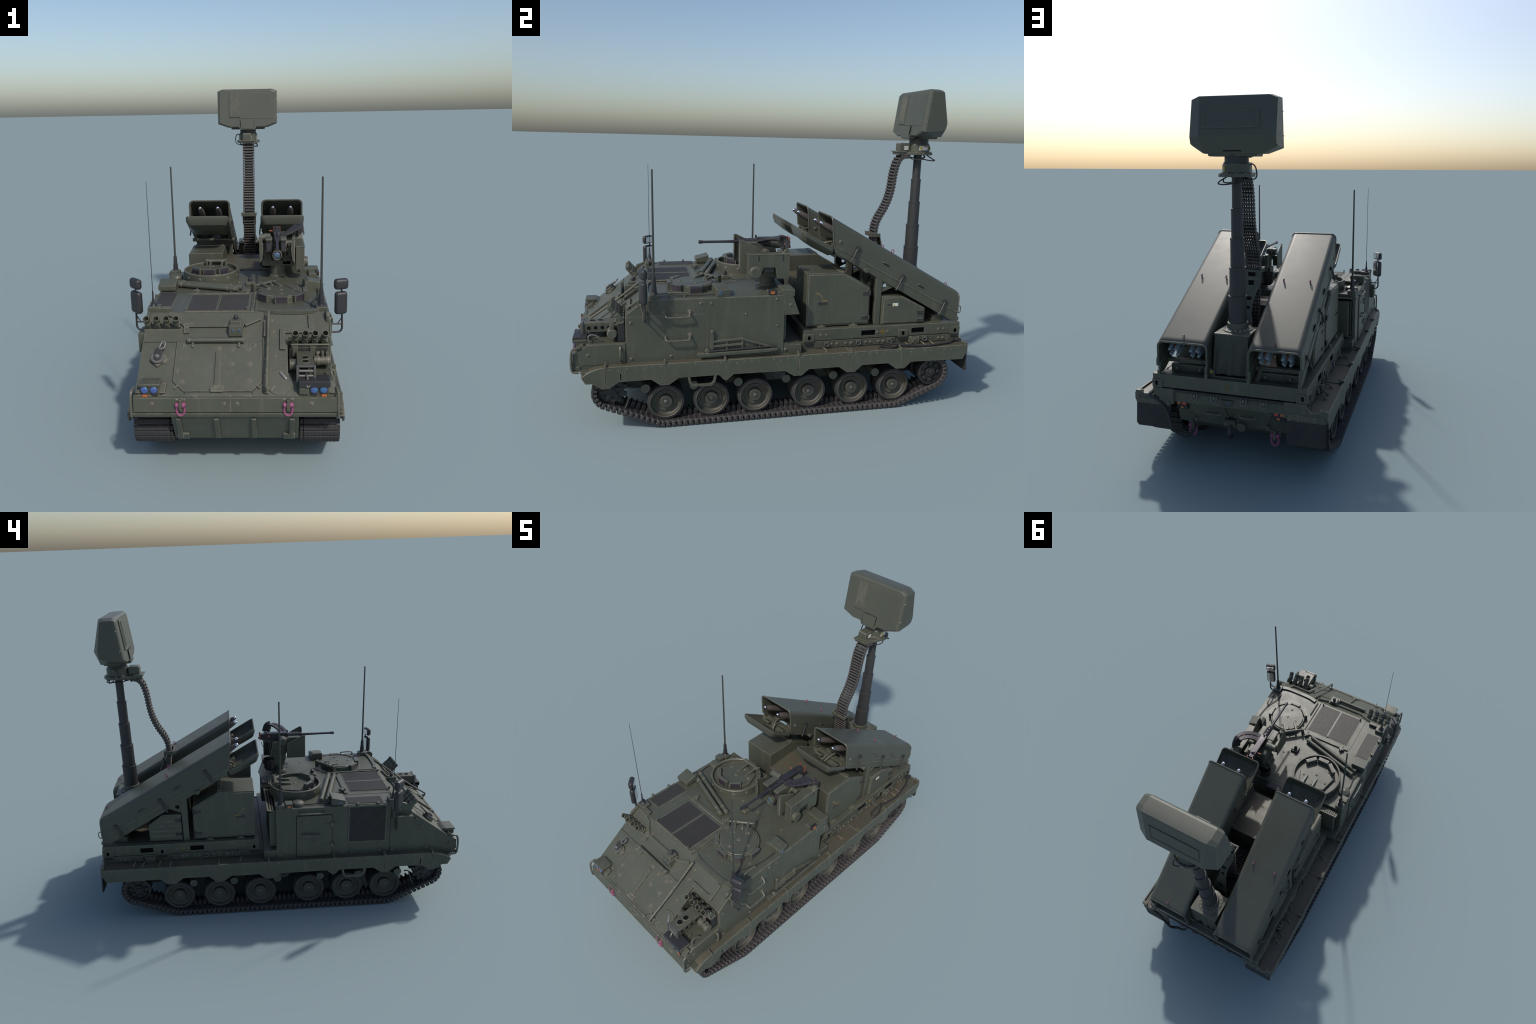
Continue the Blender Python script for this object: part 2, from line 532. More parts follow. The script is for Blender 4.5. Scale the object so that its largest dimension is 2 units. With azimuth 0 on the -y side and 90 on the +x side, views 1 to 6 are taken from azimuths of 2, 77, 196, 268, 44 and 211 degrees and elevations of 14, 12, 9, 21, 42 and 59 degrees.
for x, r in ((-0.235, 45), (0.095, -45)):
    gp.box((x - 0.004, gs(-0.942) - 0.012, 0.003), (x + 0.004, gs(-0.942) + 0.012, 0.009), 0.002, ('Z', -r))
gp.finish()

gd = Part('glacis_fitting', ROOT)
gd.xf = GM
gd.box((-0.402, -0.001, 0), (0.257, 0.012, 0.004), 0.001)                          # foot strip
for x in (-0.155, -0.02, 0.06):
    gd.bolt((x, 0.007, 0.003), (0, 0, 1), 0.006)
# splash board of angled strips round the engine deck
yA = gs(-0.712)
gd.box((-0.225, yA - 0.008, 0), (0.030, yA + 0.008, 0.012), 0.002)
gd.sweep([(-0.215, yA - 0.038, 0.005), (-0.218, yA, 0.005), (-0.265, yA + 0.048, 0.005), (-0.300, yA + 0.062, 0.005)], [(-0.011, -0.005), (0.011, -0.005), (0.011, 0.005), (-0.011, 0.005)], up=(0, 0, 1))
gd.box((0.030, yA + 0.010, 0), (0.105, yA + 0.026, 0.014), 0.002, ('Z', 27))
# driver side strip running round the smoke launcher bay
y0 = gs(-0.735)
gd.box((0.188, y0 - 0.011, 0), (0.330, y0 + 0.011, 0.012), 0.002)
gd.box((0.184, gs(-0.808), 0), (0.206, y0 + 0.011, 0.0125), 0.002)
gd.box((0.308, y0, 0), (0.330, gs(-0.668), 0.0115), 0.002)
for x, y in ((0.155, -0.735), (0.165, -0.83), (-0.30, -0.70), (-0.2, -0.70), (0.15, -0.69), (-0.375, -0.93), (-0.285, -0.93), (-0.38, -0.968), (-0.282, -0.966), (0.205, -0.955)):
    gd.bolt((x, gs(y), 0.0), (0, 0, 1), 0.006)
# round inspection cover
gd.lathe([(0.055, 0), (0.055, 0.003), (0.053, 0.005), (1e-5, 0.005)], (0.178, gs(-0.925), 0), (0, 0, 1), 36)
gd.use('steel').box((0.190, gs(-0.905) - 0.02, 0.004), (0.201, gs(-0.905) + 0.02, 0.013), 0.002, ('Z', 38))
gd.use('paint').box((0.148, gs(-0.948) - 0.012, 0.004), (0.156, gs(-0.948) + 0.012, 0.010), 0.002, ('Z', -40))
# long gun travel rod
gd.use('paint').tube([(0.137, gs(-0.668), 0.036), (0.134, gs(-0.78), 0.032), (0.130, gs(-0.88), 0.034), (0.129, gs(-0.950), 0.040), (0.128, gs(-0.960), 0.036), (0.128, gs(-0.964), 0.018)], 0.0055, 10)
gd.box((0.118, gs(-0.968), 0), (0.136, gs(-0.945), 0.012), 0.003)
gd.box((0.115, gs(-0.758), 0), (0.123, gs(-0.693), 0.014), 0.002)
gd.use('grille').box((0.117, gs(-0.74), 0.012), (0.121, gs(-0.70), 0.0155), 0.001)
gd.use('paint')
for y in (-0.72, -0.78, -0.84, -0.9):
    gd.bolt((0.118, gs(y), 0), (0, 0, 1), 0.005)
gd.finish()

rail = Part('stowage_rail', ROOT)
rail.xf = GM
yr = gs(-0.775)
rail.cyl((-0.202, yr, 0.017), (0.030, yr, 0.017), 0.0105, n=16)
for x in (-0.183, 0.012):
    rail.box((x - 0.005, yr - 0.030, 0), (x + 0.005, yr + 0.004, 0.013), 0.002)
rail.cyl((-0.206, yr, 0.017), (-0.196, yr, 0.017), 0.013, n=16)
rail.cyl((0.022, yr, 0.017), (0.033, yr, 0.017), 0.013, n=16)
rail.finish()

cam = Part('driver_camera', ROOT)
cam.box((-0.033, -0.762, 0.548), (0.027, -0.700, 0.594), 0.003)
cam.box((-0.026, -0.745, 0.590), (0.020, -0.702, 0.612), 0.003)
cam.use('black_plastic').cyl((-0.003, -0.720, 0.610), (-0.003, -0.720, 0.622), 0.010, n=16)
cam.ball((-0.003, -0.720, 0.622), 0.010)
cam.use('clear_lens').cyl((-0.016, -0.7655, 0.577), (-0.016, -0.760, 0.577), 0.006, n=16)
cam.cyl((0.013, -0.7655, 0.577), (0.013, -0.760, 0.577), 0.006, n=16)
cam.finish()

pulley = Part('snatch_block', ROOT)
pulley.xf = GM
yp = gs(-0.842)
pulley.prism([(-0.322, yp - 0.038), (-0.285, yp - 0.005), (-0.290, yp + 0.02), (-0.322, yp + 0.03), (-0.352, yp + 0.02), (-0.358, yp - 0.005)], 0.0, 0.012, 'z', 0.003)
pulley.prism([(-0.360, yp + 0.005), (-0.350, yp - 0.012), (-0.285, yp - 0.022), (-0.272, yp + 0.004)], 0.0, 0.006, 'z', 0.001)
pulley.use('dull_steel').cyl((-0.322, yp, 0.010), (-0.322, yp, 0.024), 0.028, n=28)
pulley.use('dark_steel').prism([(-0.337, yp - 0.010), (-0.322, yp - 0.018), (-0.307, yp - 0.010), (-0.302, yp + 0.012), (-0.308, yp + 0.042), (-0.326, yp + 0.045), (-0.338, yp + 0.03)], 0.024, 0.031, 'z', 0.002)
pulley.use('steel').bolt((-0.322, yp, 0.031), (0, 0, 1), 0.010, 0.007)
pulley.use('dull_steel').tube([(-0.318, yp + 0.038, 0.028), (-0.312, yp + 0.06, 0.032), (-0.300, yp + 0.068, 0.034), (-0.294, yp + 0.055, 0.032), (-0.302, yp + 0.038, 0.028)], 0.0045, 8, closed=True)
pulley.finish()


def headlamp(s):
    p = Part('headlamp_unit', ROOT)
    x0, x1 = sorted((s * 0.297, s * 0.374))
    p.prism([(-0.972, 0.380), (-0.978, 0.436), (-0.925, 0.438), (-0.900, 0.425), (-0.93, 0.40)], x0, x1, 'x', 0.004)
    p.box((x0 - 0.004, -0.985, 0.428), (x1 + 0.004, -0.928, 0.440), 0.003)
    p.box((x0 - 0.02, -0.972, 0.384), (x0, -0.930, 0.414), 0.002, ('X', 37))
    p.box((x1, -0.972, 0.384), (x1 + 0.022, -0.930, 0.414), 0.002, ('X', 37))
    for dx in (0.0185, 0.0555):
        c = (x0 + dx, -0.976, 0.412)
        p.use('dark_steel').cyl(c, (c[0], -0.981, 0.412), 0.0165, n=24)
        p.use('head_lens').ball((c[0], -0.980, 0.412), 0.0148, squash=0.35, axis=(0, -1, 0))
    p.use('dark_steel').box((x0 + 0.007, -0.979, 0.381), (x0 + 0.03, -0.974, 0.394), 0.001)
    p.box((x1 - 0.03, -0.979, 0.381), (x1 - 0.007, -0.974, 0.394), 0.001)
    p.use('orange_lens')
    if s < 0:
        p.box((x0 + 0.009, -0.9815, 0.383), (x0 + 0.030, -0.977, 0.392), 0.001)
    else:
        p.box((x1 - 0.030, -0.9815, 0.383), (x1 - 0.009, -0.977, 0.392), 0.001)
    if s > 0:
        p.use('black_plastic').box((0.255, -0.988, 0.441), (0.378, -0.925, 0.452), 0.004)
        p.box((0.255, -0.988, 0.425), (0.378, -0.983, 0.446), 0.002)
        p.use('paint').box((0.257, -0.982, 0.392), (0.296, -0.935, 0.430), 0.003)
        p.box((0.266, -0.985, 0.412), (0.286, -0.980, 0.416), 0.001)
    p.use('paint')
    for x in (x0 - 0.014, x1 + 0.014):
        p.bolt((x, -0.955, 0.408), gnrm, 0.006)
    p.finish()


headlamp(-1)
headlamp(1)


def smoke_launcher(xs, ytip, ztip, lean):
    """Four discharger tubes in a row on a cross bar."""
    p = Part('smoke_launcher', ROOT)
    d = V((0, -math.sin(lean), math.cos(lean)))
    n = V((0, -math.cos(lean), -math.sin(lean)))
    tubes = []
    for i, x in enumerate(xs):
        tip = V((x, ytip, ztip))
        ax = (d + V((0.12 * (i - 1.5) / 1.5, 0, 0)) * 0.6).normalized()
        t = Part('discharger_tube')
        t.pipe(tip - ax * 0.040, tip, 0.0135, 0.0115, 20)
        t.use('shade_black').cyl(tip - ax * 0.034, tip - ax * 0.030, 0.0118, n=16)
        t.use('paint').cyl(tip - ax * 0.050, tip - ax * 0.030, 0.0150, n=18)
        tubes.append(t)
        b = tip - d * 0.064
        p.box(b - V((0.0135, 0.014, 0.018)), b + V((0.0135, 0.014, 0.018)), 0.003, ('X', math.degrees(lean)))
        p.box(b - V((0.010, 0.008, 0.028)), b + V((0.010, 0.026, 0.0)), 0.003)
    b = V(((xs[0] + xs[-1]) / 2, ytip, ztip)) - d * 0.070 + n * 0.018
    w = abs(xs[-1] - xs[0]) / 2 + 0.018
    p.box(b - V((w, 0.004, 0.007)), b + V((w, 0.004, 0.007)), 0.002, ('X', math.degrees(lean)))
    p.box(b + V((-w, 0.004, -0.016)), b + V((w, 0.034, -0.004)), 0.003)
    return p, b, tubes


p, b, tubes = smoke_launcher([-0.385 + 0.0424 * i for i in range(4)], -0.752, 0.628, 0.68)
for x in (-0.36, -0.275):
    p.box((x - 0.014, b.y + 0.004, b.z - 0.03), (x + 0.014, b.y + 0.014, b.z - 0.005), 0.002)
rack = p.finish()
for t in tubes:
    t.parent = rack
    t.finish()
p, b, tubes = smoke_launcher([0.247 + 0.0412 * i for i in range(4)], -0.825, 0.588, 0.68)
for x in (0.247, 0.321):
    p.box((x - 0.011, b.y - 0.002, 0.47), (x + 0.011, b.y + 0.012, b.z - 0.004), 0.002)
rack = p.finish()
for t in tubes:
    t.parent = rack
    t.finish()

winch = Part('winch', ROOT)
winch.box((0.252, -0.945, 0.490), (0.318, -0.800, 0.498), 0.002)
winch.box((0.252, -0.945, 0.452), (0.259, -0.800, 0.496), 0.002)
winch.box((0.311, -0.945, 0.452), (0.318, -0.800, 0.496), 0.002)
for y in (-0.905, -0.868):                       # dark discs laid on the plate for lightening holes, with rims
    winch.use('paint').lathe([(0.017, 0), (0.017, 0.0015), (0.014, 0.002), (0.0138, 0.0)], (0.285, y, 0.498), (0, 0, 1), 22, caps=False)
    winch.use('shade_black').lathe([(0.0142, 0.0), (0.0142, 0.0008)], (0.285, y, 0.498), (0, 0, 1), 22)
for y in (-0.92, -0.89, -0.86, -0.83):
    winch.use('shade_black').cyl((0.3175, y, 0.473), (0.3188, y, 0.473), 0.009, n=14)
winch.use('dull_steel')
winch.box((0.246, -0.957, 0.430), (0.256, -0.943, 0.503), 0.003)
winch.box((0.314, -0.957, 0.430), (0.324, -0.943, 0.503), 0.003)
winch.box((0.250, -0.952, 0.493), (0.320, -0.943, 0.501), 0.002)
winch.box((0.250, -0.952, 0.432), (0.320, -0.943, 0.440), 0.002)
for z in (0.457, 0.478):
    winch.cyl((0.256, -0.950, z), (0.314, -0.950, z), 0.006, n=12)
winch.tube([(0.285, -0.94, 0.468), (0.288, -0.962, 0.462), (0.291, -0.972, 0.448)], 0.004, 8)
winch.tube([(0.291, -0.972, 0.450), (0.285, -0.980, 0.440), (0.289, -0.990, 0.428), (0.297, -0.988, 0.432), (0.297, -0.978, 0.443)], 0.003, 8, closed=True)
winch.use('paint').cyl((0.222, -0.855, 0.462), (0.252, -0.855, 0.462), 0.024, n=20)
winch.cyl((0.325, -0.815, 0.462), (0.392, -0.815, 0.462), 0.020, n=20)
winch.cyl((0.335, -0.815, 0.462), (0.345, -0.815, 0.462), 0.023, n=20)
winch.cyl((0.372, -0.815, 0.462), (0.384, -0.815, 0.462), 0.023, n=20)
winch.box((0.355, -0.826, 0.478), (0.366, -0.806, 0.505), 0.002)
winch.box((0.373, -0.826, 0.478), (0.384, -0.806, 0.503), 0.002)
winch.use('dark_steel').cyl((0.265, -0.80, 0.462), (0.305, -0.80, 0.462), 0.030, n=20)
winch.use('bolt_stain').cyl((0.336, -0.795, 0.485), (0.352, -0.795, 0.485), 0.010, n=12)
winch.use('dark_steel').box((0.222, -0.79, 0.424), (0.385, -0.757, 0.505), 0.004)
winch.use('paint')
winch.box((0.335, -0.90, 0.421), (0.342, -0.885, 0.432), 0.001, ('Z', 20))
winch.tube([(0.388, -0.915, 0.435), (0.388, -0.918, 0.455), (0.384, -0.90, 0.462), (0.384, -0.872, 0.45)], 0.004, 6)
winch.finish()

# ------------------------------------------------------------------ roof
deck = Part('engine_deck', ROOT)
deck.box((-0.262, -0.655, 0.600), (0.090, -0.390, 0.6225), 0.002)        # raised frame of the engine cover
deck.box((-0.232, -0.648, 0.620), (0.048, -0.420, 0.6245), 0.0015)
deck.box((-0.250, -0.405, 0.618), (0.075, -0.385, 0.628), 0.002)
deck.box((0.058, -0.650, 0.618), (0.070, -0.405, 0.629), 0.002)
deck.cyl((0.080, -0.640, 0.628), (0.080, -0.53, 0.628), 0.004, n=8)
deck.box((-0.398, -0.580, 0.616), (-0.300, -0.372, 0.6225), 0.002)
for x in (-0.215, 0.03):
    deck.box((x - 0.015, -0.388, 0.625), (x + 0.015, -0.370, 0.638), 0.002)
    deck.box((x - 0.005, -0.40, 0.627), (x + 0.005, -0.36, 0.640), 0.002)
for x, y in ((-0.225, -0.645), (0.04, -0.645)):
    deck.box((x - 0.003, y - 0.006, 0.628), (x + 0.003, y + 0.006, 0.642), 0.001)
deck.finish()


def louvre(name, lo, hi, axis, face, count, mat='grille'):
    """Rows of thin blades on a near-black plate added for the dark gaps. axis: blade direction."""
    p = Part(name, ROOT, mat)
    lo, hi = V(lo), V(hi)
    sp = [a for a in 'xyz' if a not in (axis, face)][0]
    i_sp, i_f = 'xyz'.index(sp), 'xyz'.index(face)
    base_lo, base_hi = lo.copy(), hi.copy()
    base_hi[i_f] = lo[i_f] + (hi[i_f] - lo[i_f]) * 0.45
    p.use('shade_black').box([min(a, b) for a, b in zip(base_lo, base_hi)], [max(a, b) for a, b in zip(base_lo, base_hi)], 0)
    p.use(mat)
    step = (hi[i_sp] - lo[i_sp]) / count
    for k in range(count):
        a, b = lo.copy(), hi.copy()
        a[i_sp] = lo[i_sp] + step * (k + 0.24)
        b[i_sp] = lo[i_sp] + step * (k + 0.76)
        p.box([min(u, w) for u, w in zip(a, b)], [max(u, w) for u, w in zip(a, b)], 0)
    return p.finish()


louvre('roof_grille', (-0.226, -0.642, 0.6225), (-0.098, -0.426, 0.6275), 'x', 'z', 38)
louvre('roof_grille', (-0.088, -0.642, 0.6225), (0.042, -0.426, 0.6275), 'x', 'z', 38)
louvre('roof_grille', (-0.388, -0.572, 0.620), (-0.308, -0.382, 0.6255), 'y', 'z', 18)
louvre('side_grille', (-0.398, -0.583, 0.402), (-0.406, -0.386, 0.610), 'y', 'x', 36)
gf = Part('grille_frame', ROOT)
gf.box((-0.099, -0.645, 0.622), (-0.087, -0.424, 0.6290), 0.001)
for lo, hi in (((-0.4065, -0.590, 0.398), (-0.398, -0.583, 0.614)), ((-0.4065, -0.386, 0.398), (-0.398, -0.379, 0.614)), ((-0.4065, -0.585, 0.396), (-0.398, -0.384, 0.402)), ((-0.4065, -0.585, 0.610), (-0.395, -0.384, 0.618))):
    gf.box(lo, hi, 0.001)
for y in (-0.54, -0.43):
    gf.box((-0.410, y - 0.006, 0.610), (-0.390, y + 0.006, 0.632), 0.002)
gf.finish()

splash = Part('splash_rail', ROOT)
splash.sweep(smooth_path([(0.100, -0.642, 0.626), (0.150, -0.655, 0.624), (0.25, -0.658, 0.623), (0.31, -0.656, 0.624), (0.352, -0.645, 0.625)], 4), [(-0.010, -0.008), (0.010, -0.008), (0.010, 0.006), (-0.010, 0.006)], up=(0, 0, 1))
splash.box((-0.40, -0.650, 0.615), (-0.345, -0.600, 0.642), 0.004)                 # aerial blocks
splash.box((-0.345, -0.652, 0.615), (-0.292, -0.630, 0.640), 0.003)
splash.box((0.345, -0.650, 0.610), (0.396, -0.598, 0.640), 0.005)
splash.prism([(-0.700, 0.585), (-0.70, 0.618), (-0.685, 0.632), (-0.665, 0.630), (-0.655, 0.615)], 0.384, 0.398, 'x', 0.004)
splash.prism([(-0.715, 0.575), (-0.70, 0.612), (-0.655, 0.628), (-0.655, 0.6)], -0.398, -0.384, 'x', 0.004)
splash.finish()


def periscope(parent, c, z, ang, r, w=0.036, hgt=0.026):
    """Vision block at polar angle `ang` (0 = forwards) on a ring round c."""
    p = Part('periscope', parent)
    p.xf = Matrix.Translation((c[0], c[1], z)) @ Matrix.Rotation(math.radians(ang), 4, 'Z')
    p.prism([(-r - 0.010, 0), (-r - 0.010, hgt), (-r + 0.010, hgt), (-r + 0.018, hgt * 0.45), (-r + 0.018, 0)], -w, w, 'x', 0.002)
    p.use('periscope_glass').box((-w + 0.005, -r - 0.0115, 0.006), (w - 0.005, -r - 0.009, hgt - 0.004), 0)
    p.use('dull_steel').box((-w, -r - 0.0115, hgt - 0.003), (w, -r - 0.006, hgt + 0.0008), 0.001)
    p.finish()


dh = Part('driver_hatch', ROOT)
DC = (0.195, -0.432)
dh.lathe([(0.110, 0), (0.108, 0.026), (0.106, 0.0275), (0.1035, 0.0275), (0.1035, 0.022), (0.100, 0.022), (0.100, 0.029), (0.097, 0.0315), (1e-5, 0.0325)], (*DC, ROOF), (0, 0, 1), 56)
for x, y in ((0, 0), (0.06, 0.01), (-0.06, 0.01), (0, -0.062), (0, 0.07)):
    dh.bolt((DC[0] + x, DC[1] + y, ROOF + 0.0315), (0, 0, 1), 0.007, 0.004)
dh.xf = Matrix.Translation((*DC, 0.006)) @ Matrix.Rotation(math.radians(38), 4, 'Z') @ Matrix.Translation((-DC[0], -DC[1], 0))
hy, hz = DC[1] + 0.120, ROOF + 0.030
dh.cyl((DC[0] - 0.072, hy, hz), (DC[0] + 0.070, hy, hz), 0.0085, n=14)
dh.cyl((DC[0] - 0.03, hy, hz), (DC[0] + 0.03, hy, hz), 0.0105, n=14)
for x in (-0.075, 0.066):
    dh.box((DC[0] + x - 0.007, hy - 0.013, ROOF), (DC[0] + x + 0.007, hy + 0.013, hz + 0.014), 0.003)
for x in (-0.034, 0.034):
    dh.box((DC[0] + x - 0.0065, hy - 0.075, ROOF + 0.026), (DC[0] + x + 0.0065, hy + 0.006, ROOF + 0.037), 0.003, ('X', 6))
dh.tube([(DC[0], hy, hz), (DC[0] + 0.008, hy - 0.03, hz + 0.006), (DC[0] + 0.004, hy - 0.045, ROOF + 0.026)], 0.003, 6)
dh.xf = None
dh_ob = dh.finish()
for a in (-46, 0, 44, 92):
    periscope(dh_ob, DC, ROOF, a, 0.113, 0.031, 0.036)

ch = Part('commander_cupola', ROOT)
CC = (-0.170, -0.117)
ch.lathe([(0.146, 0), (0.144, 0.052), (0.141, 0.055), (0.136, 0.055), (0.133, 0.052), (0.132, 0.030), (1e-5, 0.030)], (*CC, ROOF), (0, 0, 1), 64)
lid = [(-0.105, -0.02), (-0.085, -0.075), (-0.03, -0.095), (0.06, -0.09), (0.09, -0.05), (0.105, 0.01), (0.075, 0.085), (-0.01, 0.10), (-0.08, 0.075)]
ch.prism([(CC[0] + x, CC[1] + y) for x, y in lid], ROOF + 0.030, ROOF + 0.048, 'z', 0.006)
for x, y in ((0, 0), (0.06, -0.05), (-0.06, -0.05), (0.07, 0.03), (-0.07, 0.03), (0, 0.07)):
    ch.bolt((CC[0] + x, CC[1] + y, ROOF + 0.047), (0, 0, 1), 0.007, 0.004)
for a in range(0, 360, 30):
    t = math.radians(a + 12)
    ch.bolt((CC[0] + 0.1445 * math.cos(t), CC[1] + 0.1445 * math.sin(t), ROOF + 0.03), (math.cos(t), math.sin(t), 0), 0.006)
hy, hz = CC[1] + 0.112, ROOF + 0.066
ch.xf = Matrix.Translation((*CC, 0)) @ Matrix.Rotation(0.0, 4, 'Z') @ Matrix.Translation((-CC[0] + 0.018, -CC[1], 0))
ch.cyl((CC[0] - 0.052, hy, hz), (CC[0] + 0.052, hy, hz), 0.010, n=14)
for x in (-0.055, 0.05):
    ch.box((CC[0] + x - 0.006, hy - 0.012, ROOF + 0.03), (CC[0] + x + 0.006, hy + 0.012, hz + 0.012), 0.003)
for x in (-0.026, 0.026):
    ch.box((CC[0] + x * 1.2 - 0.0065, hy - 0.088, ROOF + 0.050), (CC[0] + x * 1.2 + 0.0065, hy + 0.006, ROOF + 0.063), 0.003, ('X', 7))
ch.xf = None
ch_ob = ch.finish()
for a in (-43, 0, 45):
    periscope(ch_ob, CC, ROOF + 0.034, a, 0.096, 0.033, 0.043)

for a, b in (((-0.352, -0.238, 0.636), (0.004, -0.340, 0.636)), ((-0.362, -0.268, 0.636), (-0.012, -0.369, 0.636))):
    tp = Part('stowage_tube', ROOT)
    a, b = V(a), V(b)
    tp.cyl(a, b, 0.0125, n=20)
    d = (b - a).normalized()
    for t in (0.02, 0.16, 0.84, 0.95):
        c = a.lerp(b, t)
        tp.cyl(c - d * 0.004, c + d * 0.004, 0.0140, n=20)
    for t in (0.1, 0.9):
        c = a.lerp(b, t)
        tp.box(c + V((-0.008, -0.008, -0.016)), c + V((0.008, 0.008, -0.008)), 0.001)
    tp.finish()

bx = Part('laser_warning_box', ROOT)
bx.prism([(-0.362, 0.628), (-0.362, 0.654), (-0.288, 0.672), (-0.285, 0.628)], -0.408, -0.322, 'x', 0.004)
bx.box((-0.395, -0.35, 0.618), (-0.330, -0.30, 0.635), 0.003)
bx.use('clear_lens').cyl((-0.407, -0.335, 0.642), (-0.411, -0.335, 0.642), 0.009, n=16)
bx.finish()
bx = Part('laser_warning_box', ROOT)
bx.xf = Matrix.Translation((0.352, -0.305, 0)) @ Matrix.Rotation(math.radians(8), 4, 'Z') @ Matrix.Translation((-0.352, 0.305, 0))
bx.prism([(0.302, ROOF - 0.004), (0.306, 0.664), (0.326, 0.672), (0.398, 0.655), (0.398, ROOF - 0.004)], -0.345, -0.278, 'y', 0.004)
bx.use('clear_lens').cyl((0.396, -0.326, 0.640), (0.4005, -0.326, 0.640), 0.010, n=16)
bx.finish()

md = Part('sensor_mount', ROOT)
md.box((0.020, -0.268, ROOF), (0.066, -0.226, 0.634), 0.003)
md.box((0.020, -0.262, 0.634), (0.066, -0.234, 0.640), 0.002)
md.use('black_plastic').lathe([(0.011, 0), (0.011, 0.012), (0.008, 0.02), (1e-5, 0.026)], (0.040, -0.246, 0.638), (0, 0, 1), 16)
md.finish()

rc = Part('roof_edge_box', ROOT)
rc.box((0.300, -0.022, 0.612), (0.402, 0.040, 0.645), 0.004)
rc.box((0.345, -0.090, 0.612), (0.398, -0.022, 0.636), 0.004)
rc.use('dark_steel').box((0.385, -0.090, 0.622), (0.4015, -0.050, 0.645), 0.003)
rc.use('orange_lens').box((0.400, -0.080, 0.627), (0.404, -0.060, 0.639), 0.001)
rc.finish()
rc = Part('roof_edge_box', ROOT)
rc.box((-0.402, -0.078, 0.612), (-0.355, -0.040, 0.647), 0.003)
rc.use('dark_steel').box((-0.4045, -0.074, 0.622), (-0.400, -0.045, 0.640), 0.001)
rc.use('orange_lens').box((-0.406, -0.070, 0.625), (-0.403, -0.050, 0.636), 0.001)
rc.use('paint').lathe([(0.033, 0), (0.035, 0.010), (0.030, 0.020), (0.015, 0.026), (1e-5, 0.027)], (-0.358, -0.112, ROOF - 0.002), (0, 0, 1), 28)
rc.finish()

rl = Part('rear_roof_lip', ROOT)
rl.prism([(-0.012, 0.627), (0.026, 0.627), (0.066, 0.520), (0.050, 0.520), (-0.012, 0.52)], 0.372, 0.4025, 'x', 0.002)       # side lip +x
rl.prism([(0.00, 0.618), (0.028, 0.618), (0.062, 0.53), (0.055, 0.53), (0.020, 0.60), (0.0, 0.605)], -0.05, 0.375, 'x', 0.002)
rl.box((-0.385, 0.000, 0.596), (-0.085, 0.060, 0.602), 0.001, ('X', 14))           # shelf, its perforations added as near-black pegs
for i in range(26):
    for j in range(3):
        rl.use('shade_black').cyl((-0.37 + i * 0.0108, 0.018 + j * 0.014, 0.5985 + j * 0.0035), (-0.37 + i * 0.0108, 0.018 + j * 0.014, 0.6035 + j * 0.0035), 0.0024, n=8, bev=0)
rl.use('mast_paint').box((-0.02, 0.012, 0.50), (0.085, 0.070, 0.618), 0.012, seg=3)
rl.use('dark_steel').box((-0.075, 0.015, 0.52), (-0.03, 0.070, 0.612), 0.003)
rl.use('shade_black').box((-0.068, 0.02, 0.606), (-0.037, 0.065, 0.6135), 0)
rl.use('dark_steel')
for x, z in ((-0.34, 0.56), (-0.26, 0.55), (0.22, 0.50), (0.30, 0.50)):
    rl.tube([(x, -0.025, z), (x + 0.01, -0.012, z - 0.02), (x - 0.01, -0.010, z - 0.08), (x, -0.015, z - 0.16)], 0.006, 8)
rl.use('paint')
rl.cyl((-0.375, 0.002, 0.38), (-0.375, 0.002, 0.58), 0.006)
rl.use('paint').box((-0.368, -0.028, 0.378), (-0.10, 0.046, 0.585), 0.004)
rl.box((0.06, -0.028, 0.378), (0.365, 0.010, 0.585), 0.004)
rl.finish()

rcab = Part('roof_cable', ROOT, 'black_cable')
rcab.tube([(0.365, -0.605, 0.628), (0.335, -0.60, 0.627), (0.33, -0.555, 0.627), (0.36, -0.48, 0.627), (0.372, -0.40, 0.627), (0.372, -0.345, 0.628)], 0.0028, 6)
rcab.tube([(-0.36, -0.10, 0.626), (-0.375, -0.16, 0.626), (-0.37, -0.22, 0.627), (-0.385, -0.27, 0.632)], 0.003, 6)
rcab.finish()

# ------------------------------------------------------------------ hull sides
side = Part('side_panel', ROOT)
side.box((HW - 0.002, -0.387, 0.322), (HW + 0.0035, -0.012, 0.618), 0.0012)      # right rear plate (proud)
side.box((HW - 0.002, -0.752, 0.322), (HW + 0.0025, -0.389, 0.545), 0.0012)
side.prism([(-0.752, 0.54), (-0.752, 0.552), (-0.665, 0.618), (-0.389, 0.618), (-0.389, 0.54)], HW - 0.002, HW + 0.0025, 'x', 0.001)
side.prism([(-0.955, 0.325), (-0.966, 0.385), (-0.925, 0.418), (-0.757, 0.418), (-0.757, 0.325)], HW - 0.002, HW + 0.003, 'x', 0.001)
side.box((-HW - 0.003, -0.384, 0.322), (-HW + 0.002, 0.010, 0.618), 0.0012)
carve_side = side.finish()
sb = Part('hull_bolt', ROOT)
for y, z in ((-0.413, 0.595), (-0.363, 0.593), (-0.731, 0.516), (-0.731, 0.343), (-0.199, 0.533), (-0.042, 0.469), (-0.630, 0.595), (-0.922, 0.372), (0.02, 0.57), (-0.05, 0.60), (-0.36, 0.35), (-0.415, 0.35), (-0.2, 0.40), (0.0, 0.345), (-0.55, 0.345)):
    sb.bolt((HW + 0.002, y, z), (1, 0, 0), 0.0065, 0.004)
